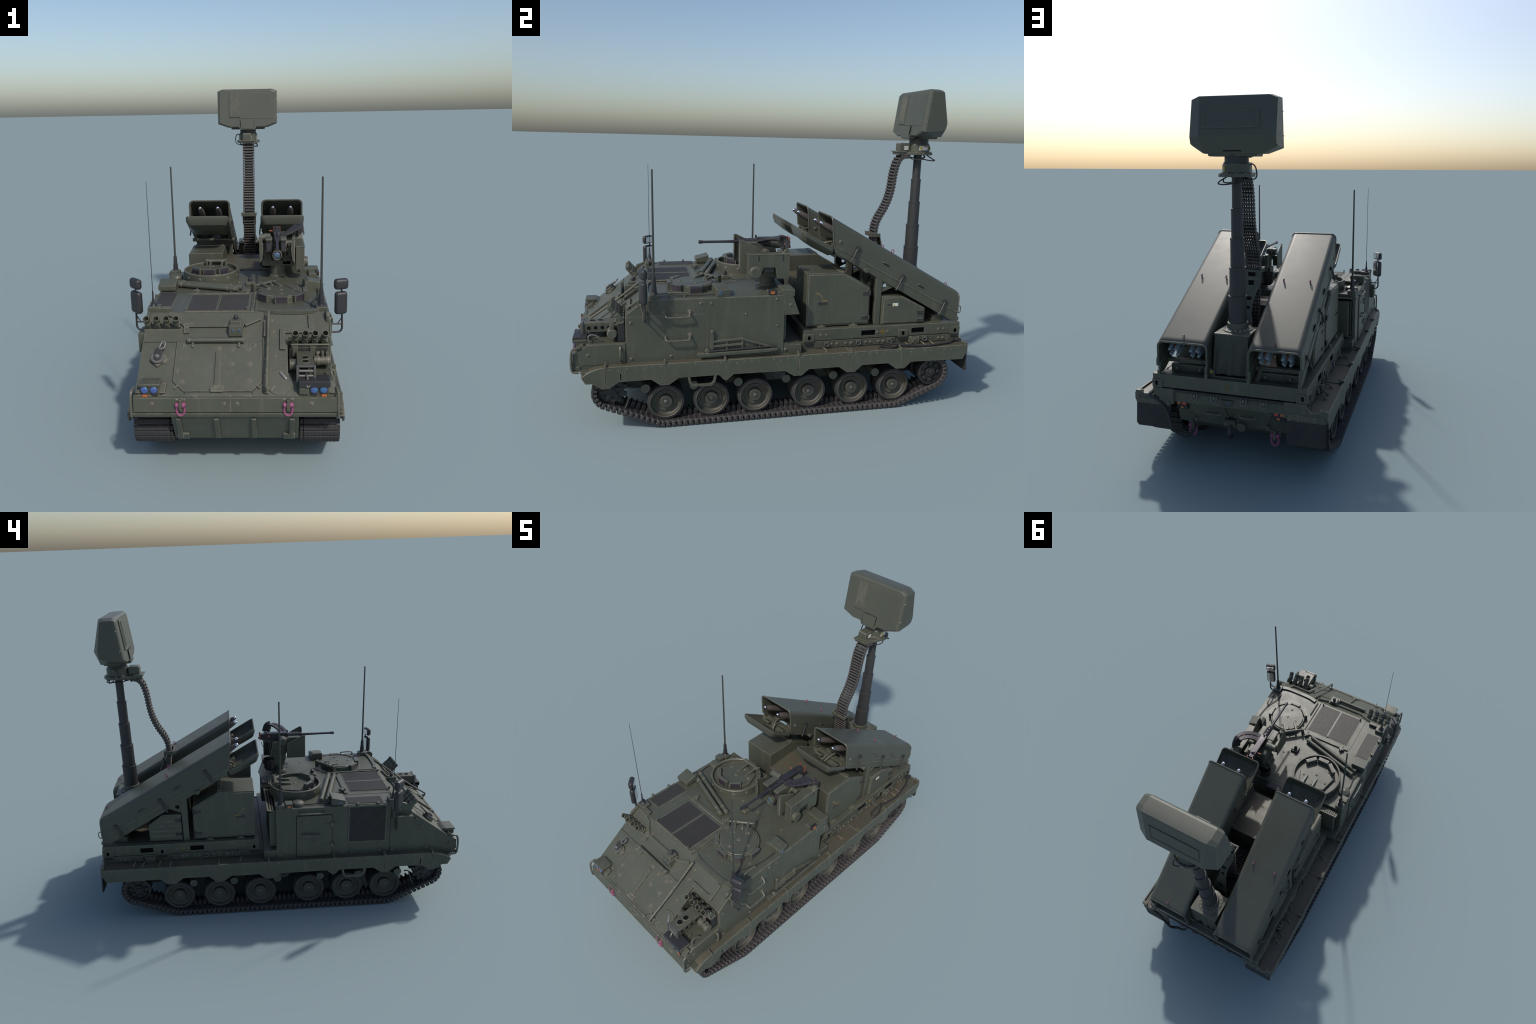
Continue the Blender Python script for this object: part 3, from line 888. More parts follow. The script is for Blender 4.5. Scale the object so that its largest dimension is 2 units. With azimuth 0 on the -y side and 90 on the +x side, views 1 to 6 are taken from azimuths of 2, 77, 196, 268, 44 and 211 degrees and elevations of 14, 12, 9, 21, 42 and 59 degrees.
for y, z in ((-0.073, 0.454), (-0.552, 0.382), (-0.558, 0.338), (-0.626, 0.339), (-0.788, 0.477), (-0.706, 0.510), (-0.820, 0.341), (-0.953, 0.357), (-0.304, 0.412), (-0.307, 0.496), (-0.003, 0.592), (-0.359, 0.585), (-0.006, 0.339), (-0.357, 0.341), (-0.404, 0.338), (-0.75, 0.52), (-0.66, 0.58)):
    sb.bolt((-HW - 0.002, y, z), (-1, 0, 0), 0.0065, 0.004)
sb.seam([(-HW, -0.613, 0.322), (-HW, -0.613, 0.60)], (-1, 0, 0))
sb.seam([(HW + 0.0022, -0.388, 0.322), (HW + 0.0022, -0.388, 0.617)], (1, 0, 0))
sb.seam([(HW + 0.0022, -0.7545, 0.322), (HW + 0.0022, -0.7545, 0.42)], (1, 0, 0))
sb.seam([(-HW - 0.002, -0.384, 0.322), (-HW - 0.002, -0.384, 0.40)], (-1, 0, 0))
for x, y in ((-0.30, -0.02), (0.1, -0.2), (0.28, -0.2), (0.33, -0.48), (0.02, -0.08), (0.12, 0.0), (-0.02, -0.2)):
    sb.bolt((x, y, ROOF), (0, 0, 1), 0.006, 0.003)
sb.finish(stuff=True)

door = Part('side_door', ROOT)
door.prism([(-0.282, 0.330), (-0.290, 0.338), (-0.290, 0.562), (-0.282, 0.572), (-0.108, 0.572), (-0.099, 0.562), (-0.099, 0.338), (-0.108, 0.328)], -HW - 0.010, -HW, 'x', 0.003)
for y, z in ((-0.144, 0.543), (-0.230, 0.542), (-0.211, 0.406), (-0.144, 0.364)):
    door.bolt((-HW - 0.010, y, z), (-1, 0, 0), 0.007, 0.003)
door.tube([(-HW - 0.008, -0.128, 0.462), (-HW - 0.024, -0.135, 0.462), (-HW - 0.024, -0.215, 0.458), (-HW - 0.010, -0.22, 0.458)], 0.005, 8)
for z in (0.518, 0.392):
    door.box((-HW - 0.018, -0.305, z - 0.008), (-HW - 0.004, -0.262, z + 0.008), 0.003)
    door.cyl((-HW - 0.014, -0.290, z - 0.018), (-HW - 0.014, -0.290, z + 0.018), 0.006, n=10)
door.tube([(-HW, -0.122, 0.585), (-HW - 0.02, -0.125, 0.590), (-HW - 0.02, -0.24, 0.590), (-HW, -0.243, 0.585)], 0.0045, 8)
door.seam([(-HW - 0.0033, y, z) for y, z in ((-0.292, 0.327), (-0.292, 0.575), (-0.097, 0.575), (-0.097, 0.325))], (-1, 0, 0), closed=True)
door.finish()
eb = Part('side_stowage_box', ROOT)
eb.box((-HW - 0.030, -0.728, 0.462), (-HW + 0.002, -0.642, 0.552), 0.005)
eb.finish()

step = Part('step_rung', ROOT)
for z in (0.545, 0.433):
    step.tube([(HW, -0.578, z + 0.012), (HW + 0.022, -0.574, z), (HW + 0.026, -0.560, z - 0.006), (HW + 0.026, -0.480, z - 0.006), (HW + 0.022, -0.466, z), (HW, -0.462, z + 0.012)], 0.0045, 8)
    for y in (-0.578, -0.462):
        step.bolt((HW + 0.002, y, z + 0.012), (1, 0, 0), 0.010, 0.005)
step.tube([(0.372, -0.555, ROOF), (0.372, -0.555, 0.640), (0.372, -0.485, 0.640), (0.372, -0.485, ROOF)], 0.004, 8, sm=3)
step.tube([(HW, -0.779, 0.400), (HW + 0.014, -0.779, 0.398), (HW + 0.014, -0.780, 0.345), (HW, -0.780, 0.340)], 0.005, 8, sm=3)
step.finish()

shelf = Part('folding_step_bracket', ROOT)
X0 = HW + 0.003
shelf.box((X0, -0.368, 0.370), (X0 + 0.012, -0.352, 0.465), 0.002)
shelf.prism([(-0.43, 0.348), (-0.43, 0.356), (-0.045, 0.362), (-0.045, 0.352), (-0.09, 0.345), (-0.42, 0.340)], X0, X0 + 0.022, 'x', 0.002)
for a, b in (((-0.362, 0.408), (-0.218, 0.416)), ((-0.218, 0.416), (-0.060, 0.362)), ((-0.355, 0.385), (-0.215, 0.390))):
    shelf.sweep([(X0 + 0.006, *a), (X0 + 0.006, *b)], [(-0.005, -0.004), (0.005, -0.004), (0.005, 0.004), (-0.005, 0.004)])
for y in (-0.29, -0.215, -0.13):
    shelf.box((X0, y - 0.004, 0.355), (X0 + 0.008, y + 0.004, 0.412 if y < -0.2 else 0.385), 0.001)
shelf.use('dark_steel').cyl((X0 + 0.014, -0.40, 0.362), (X0 + 0.014, -0.05, 0.372), 0.005, n=8)
shelf.use('paint').cyl((X0 + 0.008, -0.385, 0.366), (X0 + 0.02, -0.385, 0.366), 0.010, n=10)
shelf.box((X0, -0.42, 0.334), (X0 + 0.018, -0.33, 0.342), 0.002)
shelf.bolt((X0 + 0.012, -0.36, 0.458), (1, 0, 0), 0.007)
shelf.finish()

# ------------------------------------------------------------------ fenders and skirts
for s in (-1, 1):
    fd = Part('fender', ROOT, 'paint_dusty')
    top = [(-0.953, 0.283), (-0.93, 0.299), (-0.906, 0.311), (-0.875, 0.320), (-0.841, 0.3235)]
    x0, x1 = sorted((s * 0.396, s * 0.436))
    fd.prism(top + [(0.02, 0.3215), (0.02, 0.312), (-0.841, 0.314), (-0.875, 0.311), (-0.91, 0.300), (-0.948, 0.276)], x0, x1, 'x', 0)
    x0, x1 = sorted((s * 0.30, s * 0.434))
    fd.box((x0, 0.018, 0.308), (x1, 0.968, 0.316), 0.001)
    for y in (0.332, 0.595, 0.063):
        fd.box((min(s * 0.345, s * 0.436), y - 0.003, 0.316), (max(s * 0.345, s * 0.436), y + 0.003, 0.320), 0.001)
    for y in (0.215, 0.66, 0.75, 0.80):
        fd.tube([(s * 0.35, y, 0.318), (s * 0.372, y - 0.01, 0.330), (s * 0.395, y, 0.322)], 0.004, 6)
        fd.bolt((s * 0.395, y, 0.316), (0, 0, 1), 0.006, 0.008)
    x0, x1 = sorted((s * 0.252, s * 0.434))
    fd.use('paint').box((x0, -0.955, 0.296), (x1, 0.93, 0.304), 0.001)          # sponson floor
    fd.box((min(s * 0.252, s * 0.394), 0.02, 0.306), (max(s * 0.252, s * 0.394), 0.075, 0.36), 0.002)
    fd.finish()

BOTTOM = [(-0.953, 0.281), (-0.935, 0.249), (-0.904, 0.248), (-0.863, 0.220), (-0.830, 0.220), (-0.789, 0.250), (-0.644, 0.251), (-0.603, 0.220), (-0.563, 0.220), (-0.518, 0.251), (-0.330, 0.251), (-0.300, 0.222), (-0.292, 0.222), (-0.260, 0.251), (-0.007, 0.249), (0.036, 0.220), (0.075, 0.219), (0.113, 0.250), (0.267, 0.250), (0.309, 0.220), (0.352, 0.219), (0.390, 0.252), (0.529, 0.252), (0.573, 0.220), (0.619, 0.219), (0.655, 0.252), (0.947, 0.248), (0.971, 0.295)]
TOP = [(-0.953, 0.281), (-0.93, 0.298), (-0.906, 0.310), (-0.875, 0.3195), (-0.843, 0.3245), (0.972, 0.3245)]


def between(line, a, b):
    """Part of a polyline with first coordinate in [a, b], ends interpolated."""
    def at(y):
        for (p, q) in zip(line, line[1:]):
            if p[0] <= y <= q[0] and q[0] > p[0]:
                t = (y - p[0]) / (q[0] - p[0])
                return (y, p[1] + (q[1] - p[1]) * t)
        return line[0] if y < line[0][0] else (y, line[-1][1])
    return [at(a)] + [p for p in line if a + 1e-4 < p[0] < b - 1e-4] + [at(b)]


for s in (-1, 1):
    seams = [-0.953, -0.846, -0.581, -0.300, 0.060, 0.332, 0.596, 0.971]
    for a, b in zip(seams, seams[1:]):
        sk = Part('side_skirt', ROOT)
        bot, tp = between(BOTTOM, a, b), between(TOP, a, b)
        if a == -0.953:
            tp = tp[1:]
        a2, b2 = a + 0.0008, b - 0.0008
        poly = bot + tp[::-1]
        poly = [(min(max(y, a2), b2), z) for y, z in poly]
        x0, x1 = sorted((s * 0.434, s * 0.4415))
        sk.prism(poly, x0, x1, 'x', 0.0009, 1)
        n = max(2, int((b - a) / 0.036))
        for i in range(n):
            y = a + (b - a) * (i + 0.5) / n
            if y > -0.86:
                sk.bolt((s * 0.4412, y, 0.312 - 0.007 * (i % 3 == 1)), (s, 0, 0), 0.0026, 0.0014)
        if b < 0.97:
            for d in (-0.012, 0.012):
                sk.bolt((s * 0.4412, b - 0.012, 0.231), (s, 0, 0), 0.0026, 0.0014)
            sk.box((min(s * 0.420, s * 0.4435), b - 0.005, 0.318), (max(s * 0.420, s * 0.4435), b + 0.005, 0.334), 0.002)
            sk.cyl((s * 0.42, b, 0.33), (s * 0.42, b, 0.34), 0.004, n=8)
        if a == -0.846:
            sk.use('shade_black').box((min(s * 0.4405, s * 0.4422), -0.783, 0.258), (max(s * 0.4405, s * 0.4422), -0.777, 0.290), 0.002)
            sk.use('paint')
        if a == -0.581:                                           # step loop hanging from the skirt
            sk.sweep([(s * 0.438, y, z) for y, z in ((-0.472, 0.254), (-0.467, 0.224), (-0.452, 0.208), (-0.368, 0.206), (-0.353, 0.222), (-0.347, 0.254))], [(-0.0055, -0.0035), (0.0055, -0.0035), (0.0055, 0.0035), (-0.0055, 0.0035)], up=(1, 0, 0))
        sk.finish()

# ------------------------------------------------------------------ running gear
WHEEL_R = (-0.577, -0.359, -0.143, 0.130, 0.360, 0.587)      # torsion bars stagger the two sides
WHEEL_L = (-0.600, -0.383, -0.167, 0.108, 0.338, 0.564)
WZ, WR = 0.111, 0.087
TRACK_X = 0.3475

tyre = Part('tyre', None, 'rubber')
for x0 in (-0.058, 0.002):
    tyre.lathe([(WR - 0.010, 0), (WR - 0.002, 0.001), (WR, 0.004), (WR, 0.041), (WR - 0.002, 0.044), (WR - 0.010, 0.045)], (x0, 0, 0), (1, 0, 0), 44, caps=False)
rim = Part('wheel_rim', None, 'wheel_paint')
rim.lathe([(WR - 0.010, 0.006), (WR - 0.010, 0.0475), (WR - 0.0125, 0.0490), (WR - 0.0150, 0.0465), (0.0705, 0.030), (0.064, 0.0225), (0.055, 0.0215), (0.0515, 0.026), (0.0475, 0.0265), (0.043, 0.0225), (0.033, 0.0215), (0.031, 0.018), (1e-5, 0.018)], (0, 0, 0), (1, 0, 0), 44, caps=False)
rim.lathe([(1e-5, -0.056), (0.03, -0.056), (0.07, -0.036), (WR - 0.010, -0.058), (WR - 0.010, -0.014)], (0, 0, 0), (1, 0, 0), 44, caps=False)
rim.cyl((-0.09, 0, 0), (0.04, 0, 0), 0.030, n=20)
hub = Part('wheel_hub', None, 'dark_steel')
hub.lathe([(0.0305, 0.016), (0.0305, 0.0225), (0.029, 0.0245), (0.0195, 0.0255), (0.0180, 0.033), (0.013, 0.037), (1e-5, 0.037)], (0, 0, 0), (1, 0, 0), 28, caps=False)
hub.use('dull_steel')
for k in range(8):
    a = 2 * PI * k / 8
    hub.bolt((0.0242, 0.0245 * math.cos(a), 0.0245 * math.sin(a)), (1, 0, 0), 0.0032, 0.004)
hub.lathe([(0.009, 0.036), (0.009, 0.0425), (0.006, 0.045), (1e-5, 0.045)], (0, 0, 0), (1, 0, 0), 14, caps=False)
hub.bolt((0.034, 0.012, 0.008), (1, 0, 0), 0.004, 0.005)
tyre_me, rim_me, hub_me = tyre.mesh(), rim.mesh(), hub.mesh()

arm = Part('suspension_arm', None, 'paint')
arm.tube([(-0.085, 0, 0), (-0.080, -0.05, 0.035), (-0.080, -0.09, 0.065)], 0.018, 10, sm=3)
arm_me = arm.mesh()

sprk = Part('drive_sprocket', None, 'dark_steel')
for x in (-0.040, 0.040):
    pts = []
    nt_ = 11
    for k in range(nt_):
        for da, r in ((-0.22, 0.060), (-0.12, 0.075), (0.12, 0.075), (0.22, 0.060)):
            a = 2 * PI * k / nt_ + da
            pts.append((r * math.cos(a), r * math.sin(a)))
    sprk.prism(pts, x - 0.006, x + 0.006, 'x', 0.001, 1)
    sprk.lathe([(0.038, 0), (0.038, 0.006), (0.056, 0.006), (0.056, 0)], (x + 0.004, 0, 0), (1, 0, 0), 30, caps=False)
sprk.cyl((-0.08, 0, 0), (0.045, 0, 0), 0.030, n=22)
sprk.cyl((0.045, 0, 0), (0.062, 0, 0), 0.018, n=18)
for k in range(6):                                     # spider arms
    a = 2 * PI * k / 6
    c, sn = math.cos(a), math.sin(a)
    for w, r0, r1 in ((0.014, 0.015, 0.055),):
        q = [(r0 * c - w * sn, r0 * sn + w * c), (r1 * c - 0.004 * sn, r1 * sn + 0.004 * c), (r1 * c + 0.004 * sn, r1 * sn - 0.004 * c), (r0 * c + w * sn, r0 * sn - w * c)]
        sprk.prism(q, 0.046, 0.056, 'x', 0.002)
sprk_me = sprk.mesh()

IDR = 0.069
idl = Part('idler_wheel', None, 'dark_steel')
for x0 in (-0.058, 0.030):
    idl.lathe([(IDR - 0.010, 0), (IDR, 0.002), (IDR, 0.034), (IDR - 0.010, 0.036), (IDR - 0.010, 0)], (x0, 0, 0), (1, 0, 0), 40, caps=False)
    idl.lathe([(0.026, 0.012), (IDR - 0.010, 0.014), (IDR - 0.010, 0.020), (0.026, 0.020)], (x0, 0, 0), (1, 0, 0), 40, caps=False)
idl.cyl((-0.08, 0, 0), (0.052, 0, 0), 0.034, n=24)
idl.cyl((0.052, 0, 0), (0.066, 0, 0), 0.025, n=22)
idl.cyl((0.066, 0, 0), (0.075, 0, 0), 0.013, n=18)
for k in range(8):
    a = 2 * PI * k / 8
    idl.cyl((0.048, 0.045 * math.cos(a), 0.045 * math.sin(a)), (0.060, 0.045 * math.cos(a), 0.045 * math.sin(a)), 0.0105, n=12)
idl_me = idl.mesh()

roll = Part('return_roller', None, 'dark_steel')
roll.lathe([(0.030, -0.04), (0.034, -0.038), (0.034, -0.004), (0.030, -0.002), (0.030, 0.002), (0.034, 0.004), (0.034, 0.050), (0.030, 0.052), (0.020, 0.048), (0.012, 0.052), (1e-5, 0.052)], (0, 0, 0), (1, 0, 0), 28)
roll_me = roll.mesh()

# one track link: x across, y along the run, z towards the wheels; z = 0 is the ground side
PITCH = 0.0270
TT = 0.024
lk = Part('track_link', None, 'track_steel')
HWT = 0.0765
lk.prism([(-0.0090, 0.006), (-0.0105, 0.013), (-0.0060, TT), (0.0060, TT), (0.0105, 0.013), (0.0090, 0.006)], -HWT + 0.006, HWT - 0.006, 'x', 0.001, 1)
lk.box((-HWT + 0.012, -0.0128, 0.012), (HWT - 0.012, 0.0128, TT - 0.001), 0.002, seg=1)
for s in (-1, 1):                                      # wedge-shaped end connectors over dark pads
    lk.use('track_steel').prism([(-0.0085, 0.010), (-0.0030, TT + 0.003), (0.0030, TT + 0.003), (0.0085, 0.010)], s * HWT - 0.009, s * HWT + 0.0025, 'x', 0.001, 1)
    lk.use('rubber').prism([(-0.0092, 0.001), (-0.0115, 0.008), (-0.0085, 0.013), (0.0085, 0.013), (0.0115, 0.008), (0.0092, 0.001)], s * HWT - 0.008, s * HWT + 0.004, 'x', 0.0012, 1)
    lk.use('track_steel').prism([(-0.0095, TT - 0.006), (-0.0105, TT + 0.010), (-0.0085, TT + 0.022), (-0.004, TT + 0.028), (0.004, TT + 0.028), (0.0085, TT + 0.022), (0.0105, TT + 0.010), (0.0095, TT - 0.006)], min(s * 0.004, s * 0.013), max(s * 0.004, s * 0.013), 'x', 0.0025, 2)
lk.use('rubber').prism([(-0.0105, 0.001), (-0.0120, 0.008), (0.0120, 0.008), (0.0105, 0.001)], -0.0700, 0.0700, 'x', 0.0012, 1)
for k in range(9):
    lk.box((-0.066 + k * 0.0152, -0.0095, 0.0), (-0.055 + k * 0.0152, 0.0095, 0.003), 0.0008, seg=1)
link_me = lk.mesh()

SPY, SPZ = -0.827, 0.192
IDY, IDZ = 0.786, 0.175
R_S, R_I, R_W = 0.087, IDR + TT, WR + TT            # outer radii


def tangent(c1, r1, c2, r2):
    """Outer tangent, circles passed with the belt on their right-hand (outer) side going c1 -> c2."""
    d = V((c2[0] - c1[0], c2[1] - c1[1]))
    L = d.length
    u = d / L
    k = (r1 - r2) / L
    n = V((u.y, -u.x))
    m = n * math.sqrt(1 - k * k) + u * k
    return V(c1) + m * r1, V(c2) + m * r2


def track_path(wheels):
    circles = [((wheels[0], WZ), R_W), ((wheels[-1], WZ), R_W), ((IDY, IDZ), R_I), ((0.45, 0.262 - 0.04), 0.064), ((-0.62, 0.262 - 0.04), 0.064), ((SPY, SPZ), R_S)]
    pts = []
    n = len(circles)
    tg = [tangent(*circles[i], *circles[(i + 1) % n]) for i in range(n)]
    for i in range(n):
        (c, r) = circles[i]
        p_in, p_out = tg[i - 1][1], tg[i][0]
        a0 = math.atan2(p_in.y - c[1], p_in.x - c[0])
        a1 = math.atan2(p_out.y - c[1], p_out.x - c[0])
        while a1 < a0 - 1e-6:
            a1 += 2 * PI
        if a1 - a0 > PI * 1.5:
            a1 -= 2 * PI
        st = max(2, int(abs(a1 - a0) / 0.05))
        for k in range(st + 1):
            a = a0 + (a1 - a0) * k / st
            pts.append(V((c[0] + r * math.cos(a), c[1] + r * math.sin(a))))
    return pts


def resample(pts, n):
    pts = pts + [pts[0]]
    cum = [0]
    for a, b in zip(pts, pts[1:]):
        cum.append(cum[-1] + (b - a).length)
    out, j = [], 0
    for k in range(n):
        d = cum[-1] * k / n
        while cum[j + 1] < d:
            j += 1
        t = (d - cum[j]) / max(cum[j + 1] - cum[j], 1e-9)
        out.append((pts[j].lerp(pts[j + 1], t), (pts[j + 1] - pts[j]).normalized()))
    return out, cum[-1]


for s in (-1, 1):
    loop = track_path(WHEEL_R if s > 0 else WHEEL_L)
    PITCH_N = round(resample(loop, 10)[1] / PITCH)
    PATH, PLEN = resample(loop, PITCH_N)
    gear = Part('track', ROOT, 'track_steel')           # pins running through the links carry the part
    for p, t in PATH:
        nrm = V((-t.y, t.x))
        mid = p + t * (PLEN / PITCH_N / 2) + nrm * 0.016
        gear.cyl((s * (TRACK_X - 0.066), *mid), (s * (TRACK_X + 0.066), *mid), 0.0055, n=6, bev=0)
    tr = gear.finish()
    for p, t in PATH:
        nrm = V((-t.y, t.x))
        M = Matrix(((s, 0, 0, s * TRACK_X), (0, t.x * s, nrm.x, p.x), (0, t.y * s, nrm.y, p.y), (0, 0, 0, 1)))
        place('track_link', link_me, tr, M)
    for y in (WHEEL_R if s > 0 else WHEEL_L):
        w = place('road_wheel', rim_me, ROOT, Matrix.Translation((s * TRACK_X, y, WZ)) @ Matrix.Diagonal((s, 1, 1, 1)).to_4x4() if s > 0 else Matrix.Translation((s * TRACK_X, y, WZ)) @ Matrix.Rotation(PI, 4, 'Z'))
        place('tyre', tyre_me, w)
        place('wheel_hub', hub_me, w, Matrix.Rotation(random.uniform(0, 6), 4, 'X'))
        place('suspension_arm', arm_me, ROOT, Matrix.Translation((s * TRACK_X, y, WZ)) @ (Matrix.Identity(4) if s > 0 else Matrix.Diagonal((-1, 1, 1, 1)).to_4x4()))
    R = Matrix.Identity(4) if s > 0 else Matrix.Rotation(PI, 4, 'Z')
    place('drive_sprocket', sprk_me, ROOT, Matrix.Translation((s * TRACK_X, SPY, SPZ)) @ R @ Matrix.Rotation(0.2, 4, 'X'))
    place('idler_wheel', idl_me, ROOT, Matrix.Translation((s * TRACK_X, IDY, IDZ)) @ R)
    for y in (-0.025,):
        place('return_roller', roll_me, ROOT, Matrix.Translation((s * TRACK_X, y, 0.228)) @ R)
    sc = Part('track_scraper', ROOT)
    sc.sweep([(s * 0.385, -0.712, 0.186), (s * 0.385, -0.734, 0.186), (s * 0.385, -0.768, 0.085)], [(-0.004, -0.0025), (0.004, -0.0025), (0.004, 0.0025), (-0.004, 0.0025)])
    sc.finish()

# ------------------------------------------------------------------ rear chassis
ra = Part('rear_chassis', ROOT)
ra.box((-0.344, 0.06, 0.296), (0.344, 0.960, 0.356), 0.003)
for s in (-1, 1):
    ra.box((min(s * 0.252, s * 0.350), 0.90, 0.286), (max(s * 0.252, s * 0.350), 0.972, 0.356), 0.003)
    ra.box((min(s * 0.345, s * 0.350), 0.165, 0.322), (max(s * 0.345, s * 0.350), 0.60, 0.356), 0.001)
    ra.box((min(s * 0.345, s * 0.350), 0.68, 0.322), (max(s * 0.345, s * 0.350), 0.90, 0.356), 0.001)
    for y in (0.255, 0.285, 0.33, 0.36, 0.44, 0.465, 0.51, 0.535, 0.85, 0.875):
        ra.bolt((s * 0.350, y, 0.338), (s, 0, 0), 0.006, 0.004)
    ra.cyl((s * 0.34, 0.710, 0.334), (s * 0.368, 0.710, 0.334), 0.017, n=18)
    ra.box((min(s * 0.344, s * 0.366), 0.686, 0.316), (max(s * 0.344, s * 0.366), 0.695, 0.354), 0.002)
    ra.box((min(s * 0.344, s * 0.366), 0.725, 0.316), (max(s * 0.344, s * 0.366), 0.734, 0.354), 0.002)
    ra.use('dull_steel')
    for y in (0.228, 0.399, 0.571, 0.769):
        ra.tube([(s * 0.354, y - 0.010, 0.356), (s * 0.356, y - 0.011, 0.336), (s * 0.357, y, 0.329), (s * 0.356, y + 0.011, 0.336), (s * 0.354, y + 0.010, 0.356)], 0.003, 6)
        ra.cyl((s * 0.35, y, 0.345), (s * 0.357, y, 0.345), 0.007, n=8)
    ra.use('paint')
    # corner plate with a jagged hinge edge at the rear of the fender
    ra.box((min(s * 0.350, s * 0.437), 0.962, 0.286), (max(s * 0.350, s * 0.437), 0.972, 0.322), 0.002)
    ra.box((min(s * 0.405, s * 0.437), 0.955, 0.322), (max(s * 0.405, s * 0.437), 0.972, 0.335), 0.002)
    ra.use('paint').tube([(s * 0.350, 0.970, 0.345), (s * 0.365, 0.975, 0.326), (s * 0.395, 0.975, 0.324), (s * 0.41, 0.973, 0.34)], 0.003, 6, sm=2).use('paint')
ra.prism([(0.90, 0.185), (0.885, 0.185), (0.925, 0.30), (0.955, 0.352), (0.966, 0.352), (0.935, 0.290)], -0.254, 0.254, 'x', 0.002)
ra.use('dark_steel').box((-0.254, 0.955, 0.344), (0.254, 0.974, 0.356), 0.002)
ra.use('dull_steel')
for x in (0.150, 0.060, -0.075, -0.165):
    ra.tube([(x - 0.012, 0.976, 0.350), (x - 0.012, 0.978, 0.328), (x, 0.978, 0.320), (x + 0.012, 0.978, 0.328), (x + 0.012, 0.976, 0.350)], 0.003, 6)
    ra.cyl((x, 0.970, 0.340), (x, 0.979, 0.340), 0.007, n=10)
ra.finish()

rd = Part('rear_door', ROOT)
nv = V((0, 1, -0.33)).normalized()
RDM = Matrix.Translation((0, 0.936, 0.292)) @ Matrix((V((-1, 0, 0)), nv.cross(V((-1, 0, 0))), nv)).transposed().to_4x4()     # local: x to the left seen from behind, y up the plate, z out
rd.xf = RDM
for s in (-1, 1):
    poly = [(s * 0.010, 0.030), (s * 0.175, 0.030), (s * 0.200, 0.000), (s * 0.150, -0.095), (s * 0.045, -0.095), (s * 0.012, -0.060), (s * 0.028, -0.02)]
    rd.prism(poly, 0.0, 0.006, 'z', 0.002)
    rd.tube([(s * 0.045, -0.035, 0.004), (s * 0.048, -0.04, 0.016), (s * 0.110, -0.04, 0.016), (s * 0.113, -0.035, 0.004)], 0.0035, 8, sm=3)
    for y in (0.005, -0.085):
        rd.box((s * 0.145 - 0.018, y - 0.004, 0.005), (s * 0.145 + 0.018, y + 0.004, 0.012), 0.001, ('Z', 12 * s))
        rd.cyl((s * 0.168, y - 0.01, 0.010), (s * 0.168, y + 0.01, 0.010), 0.007, n=10)
rd.box((-0.032, 0.008, 0.004), (0.024, 0.046, 0.020), 0.002)
rd.use('clear_lens').cyl((0.0, 0.028, 0.019), (0.0, 0.028, 0.023), 0.008, n=16)
rd.xf = None
rd.finish()

for s in (-1, 1):
    tl = Part('tail_lamp', ROOT, 'dark_steel')
    x0, x1 = sorted((s * 0.198, s * 0.250))
    tl.box((x0, 0.915, 0.258), (x1, 0.945, 0.300), 0.002)
    tl.use('orange_lens').box((min(s * 0.230, s * 0.247), 0.943, 0.280), (max(s * 0.230, s * 0.247), 0.950, 0.297), 0.002)
    tl.use('red_lens').box((min(s * 0.203, s * 0.222), 0.943, 0.280), (max(s * 0.203, s * 0.222), 0.950, 0.297), 0.002)
    tl.use('orange_lens').box((min(s * 0.215, s * 0.229), 0.943, 0.263), (max(s * 0.215, s * 0.229), 0.950, 0.273), 0.002)
    tl.finish()
    shackle(s * 0.193, 0.890, 0.163, 1)
    fl = Part('mud_flap', ROOT, 'rubber')
    x0, x1 = sorted((s * 0.266, s * 0.432))
    ring = []
    for y, dz in ((0.975, 0), (0.972, 0)):
        pass
    fl.prism([(x0 + 0.012, 0.176), (x1 - 0.012, 0.174), (x1, 0.186), (x1, 0.292), (x0, 0.292), (x0, 0.188)], 0.966, 0.973, 'y', 0.002)
    fl.v = [V((v.x, v.y + 0.009 * max(0, (0.285 - v.z) / 0.11) ** 1.3, v.z)) for v in fl.v]
    fl.use('paint').box((x0, 0.962, 0.280), (x1, 0.977, 0.294), 0.002)
    fl.box((x0 + 0.008, 0.962, 0.290), (x1 - 0.008, 0.975, 0.308), 0.003)
    for k in range(5):
        x = x0 + 0.012 + (x1 - x0 - 0.024) * k / 4
        fl.bolt((x, 0.977, 0.287), (0, 1, 0), 0.004)
        fl.bolt((x, 0.975, 0.301), (0, 1, 0), 0.004)
    fl.finish()

hook = Part('tow_hook', ROOT)
hook.box((-0.035, 0.895, 0.188), (0.040, 0.915, 0.240), 0.004)
hook.cyl((0, 0.90, 0.212), (0, 0.930, 0.205), 0.022, n=18)
hook.use('dark_steel').tube([(0, 0.925, 0.200), (0, 0.940, 0.188), (0, 0.944, 0.168), (0, 0.934, 0.152), (0, 0.920, 0.155)], 0.010, 10)
hook.box((-0.024, 0.912, 0.222), (0.028, 0.938, 0.232), 0.003)
hook.use('paint').cyl((-0.048, 0.905, 0.205), (-0.048, 0.935, 0.20), 0.020, n=16)
hook.finish()

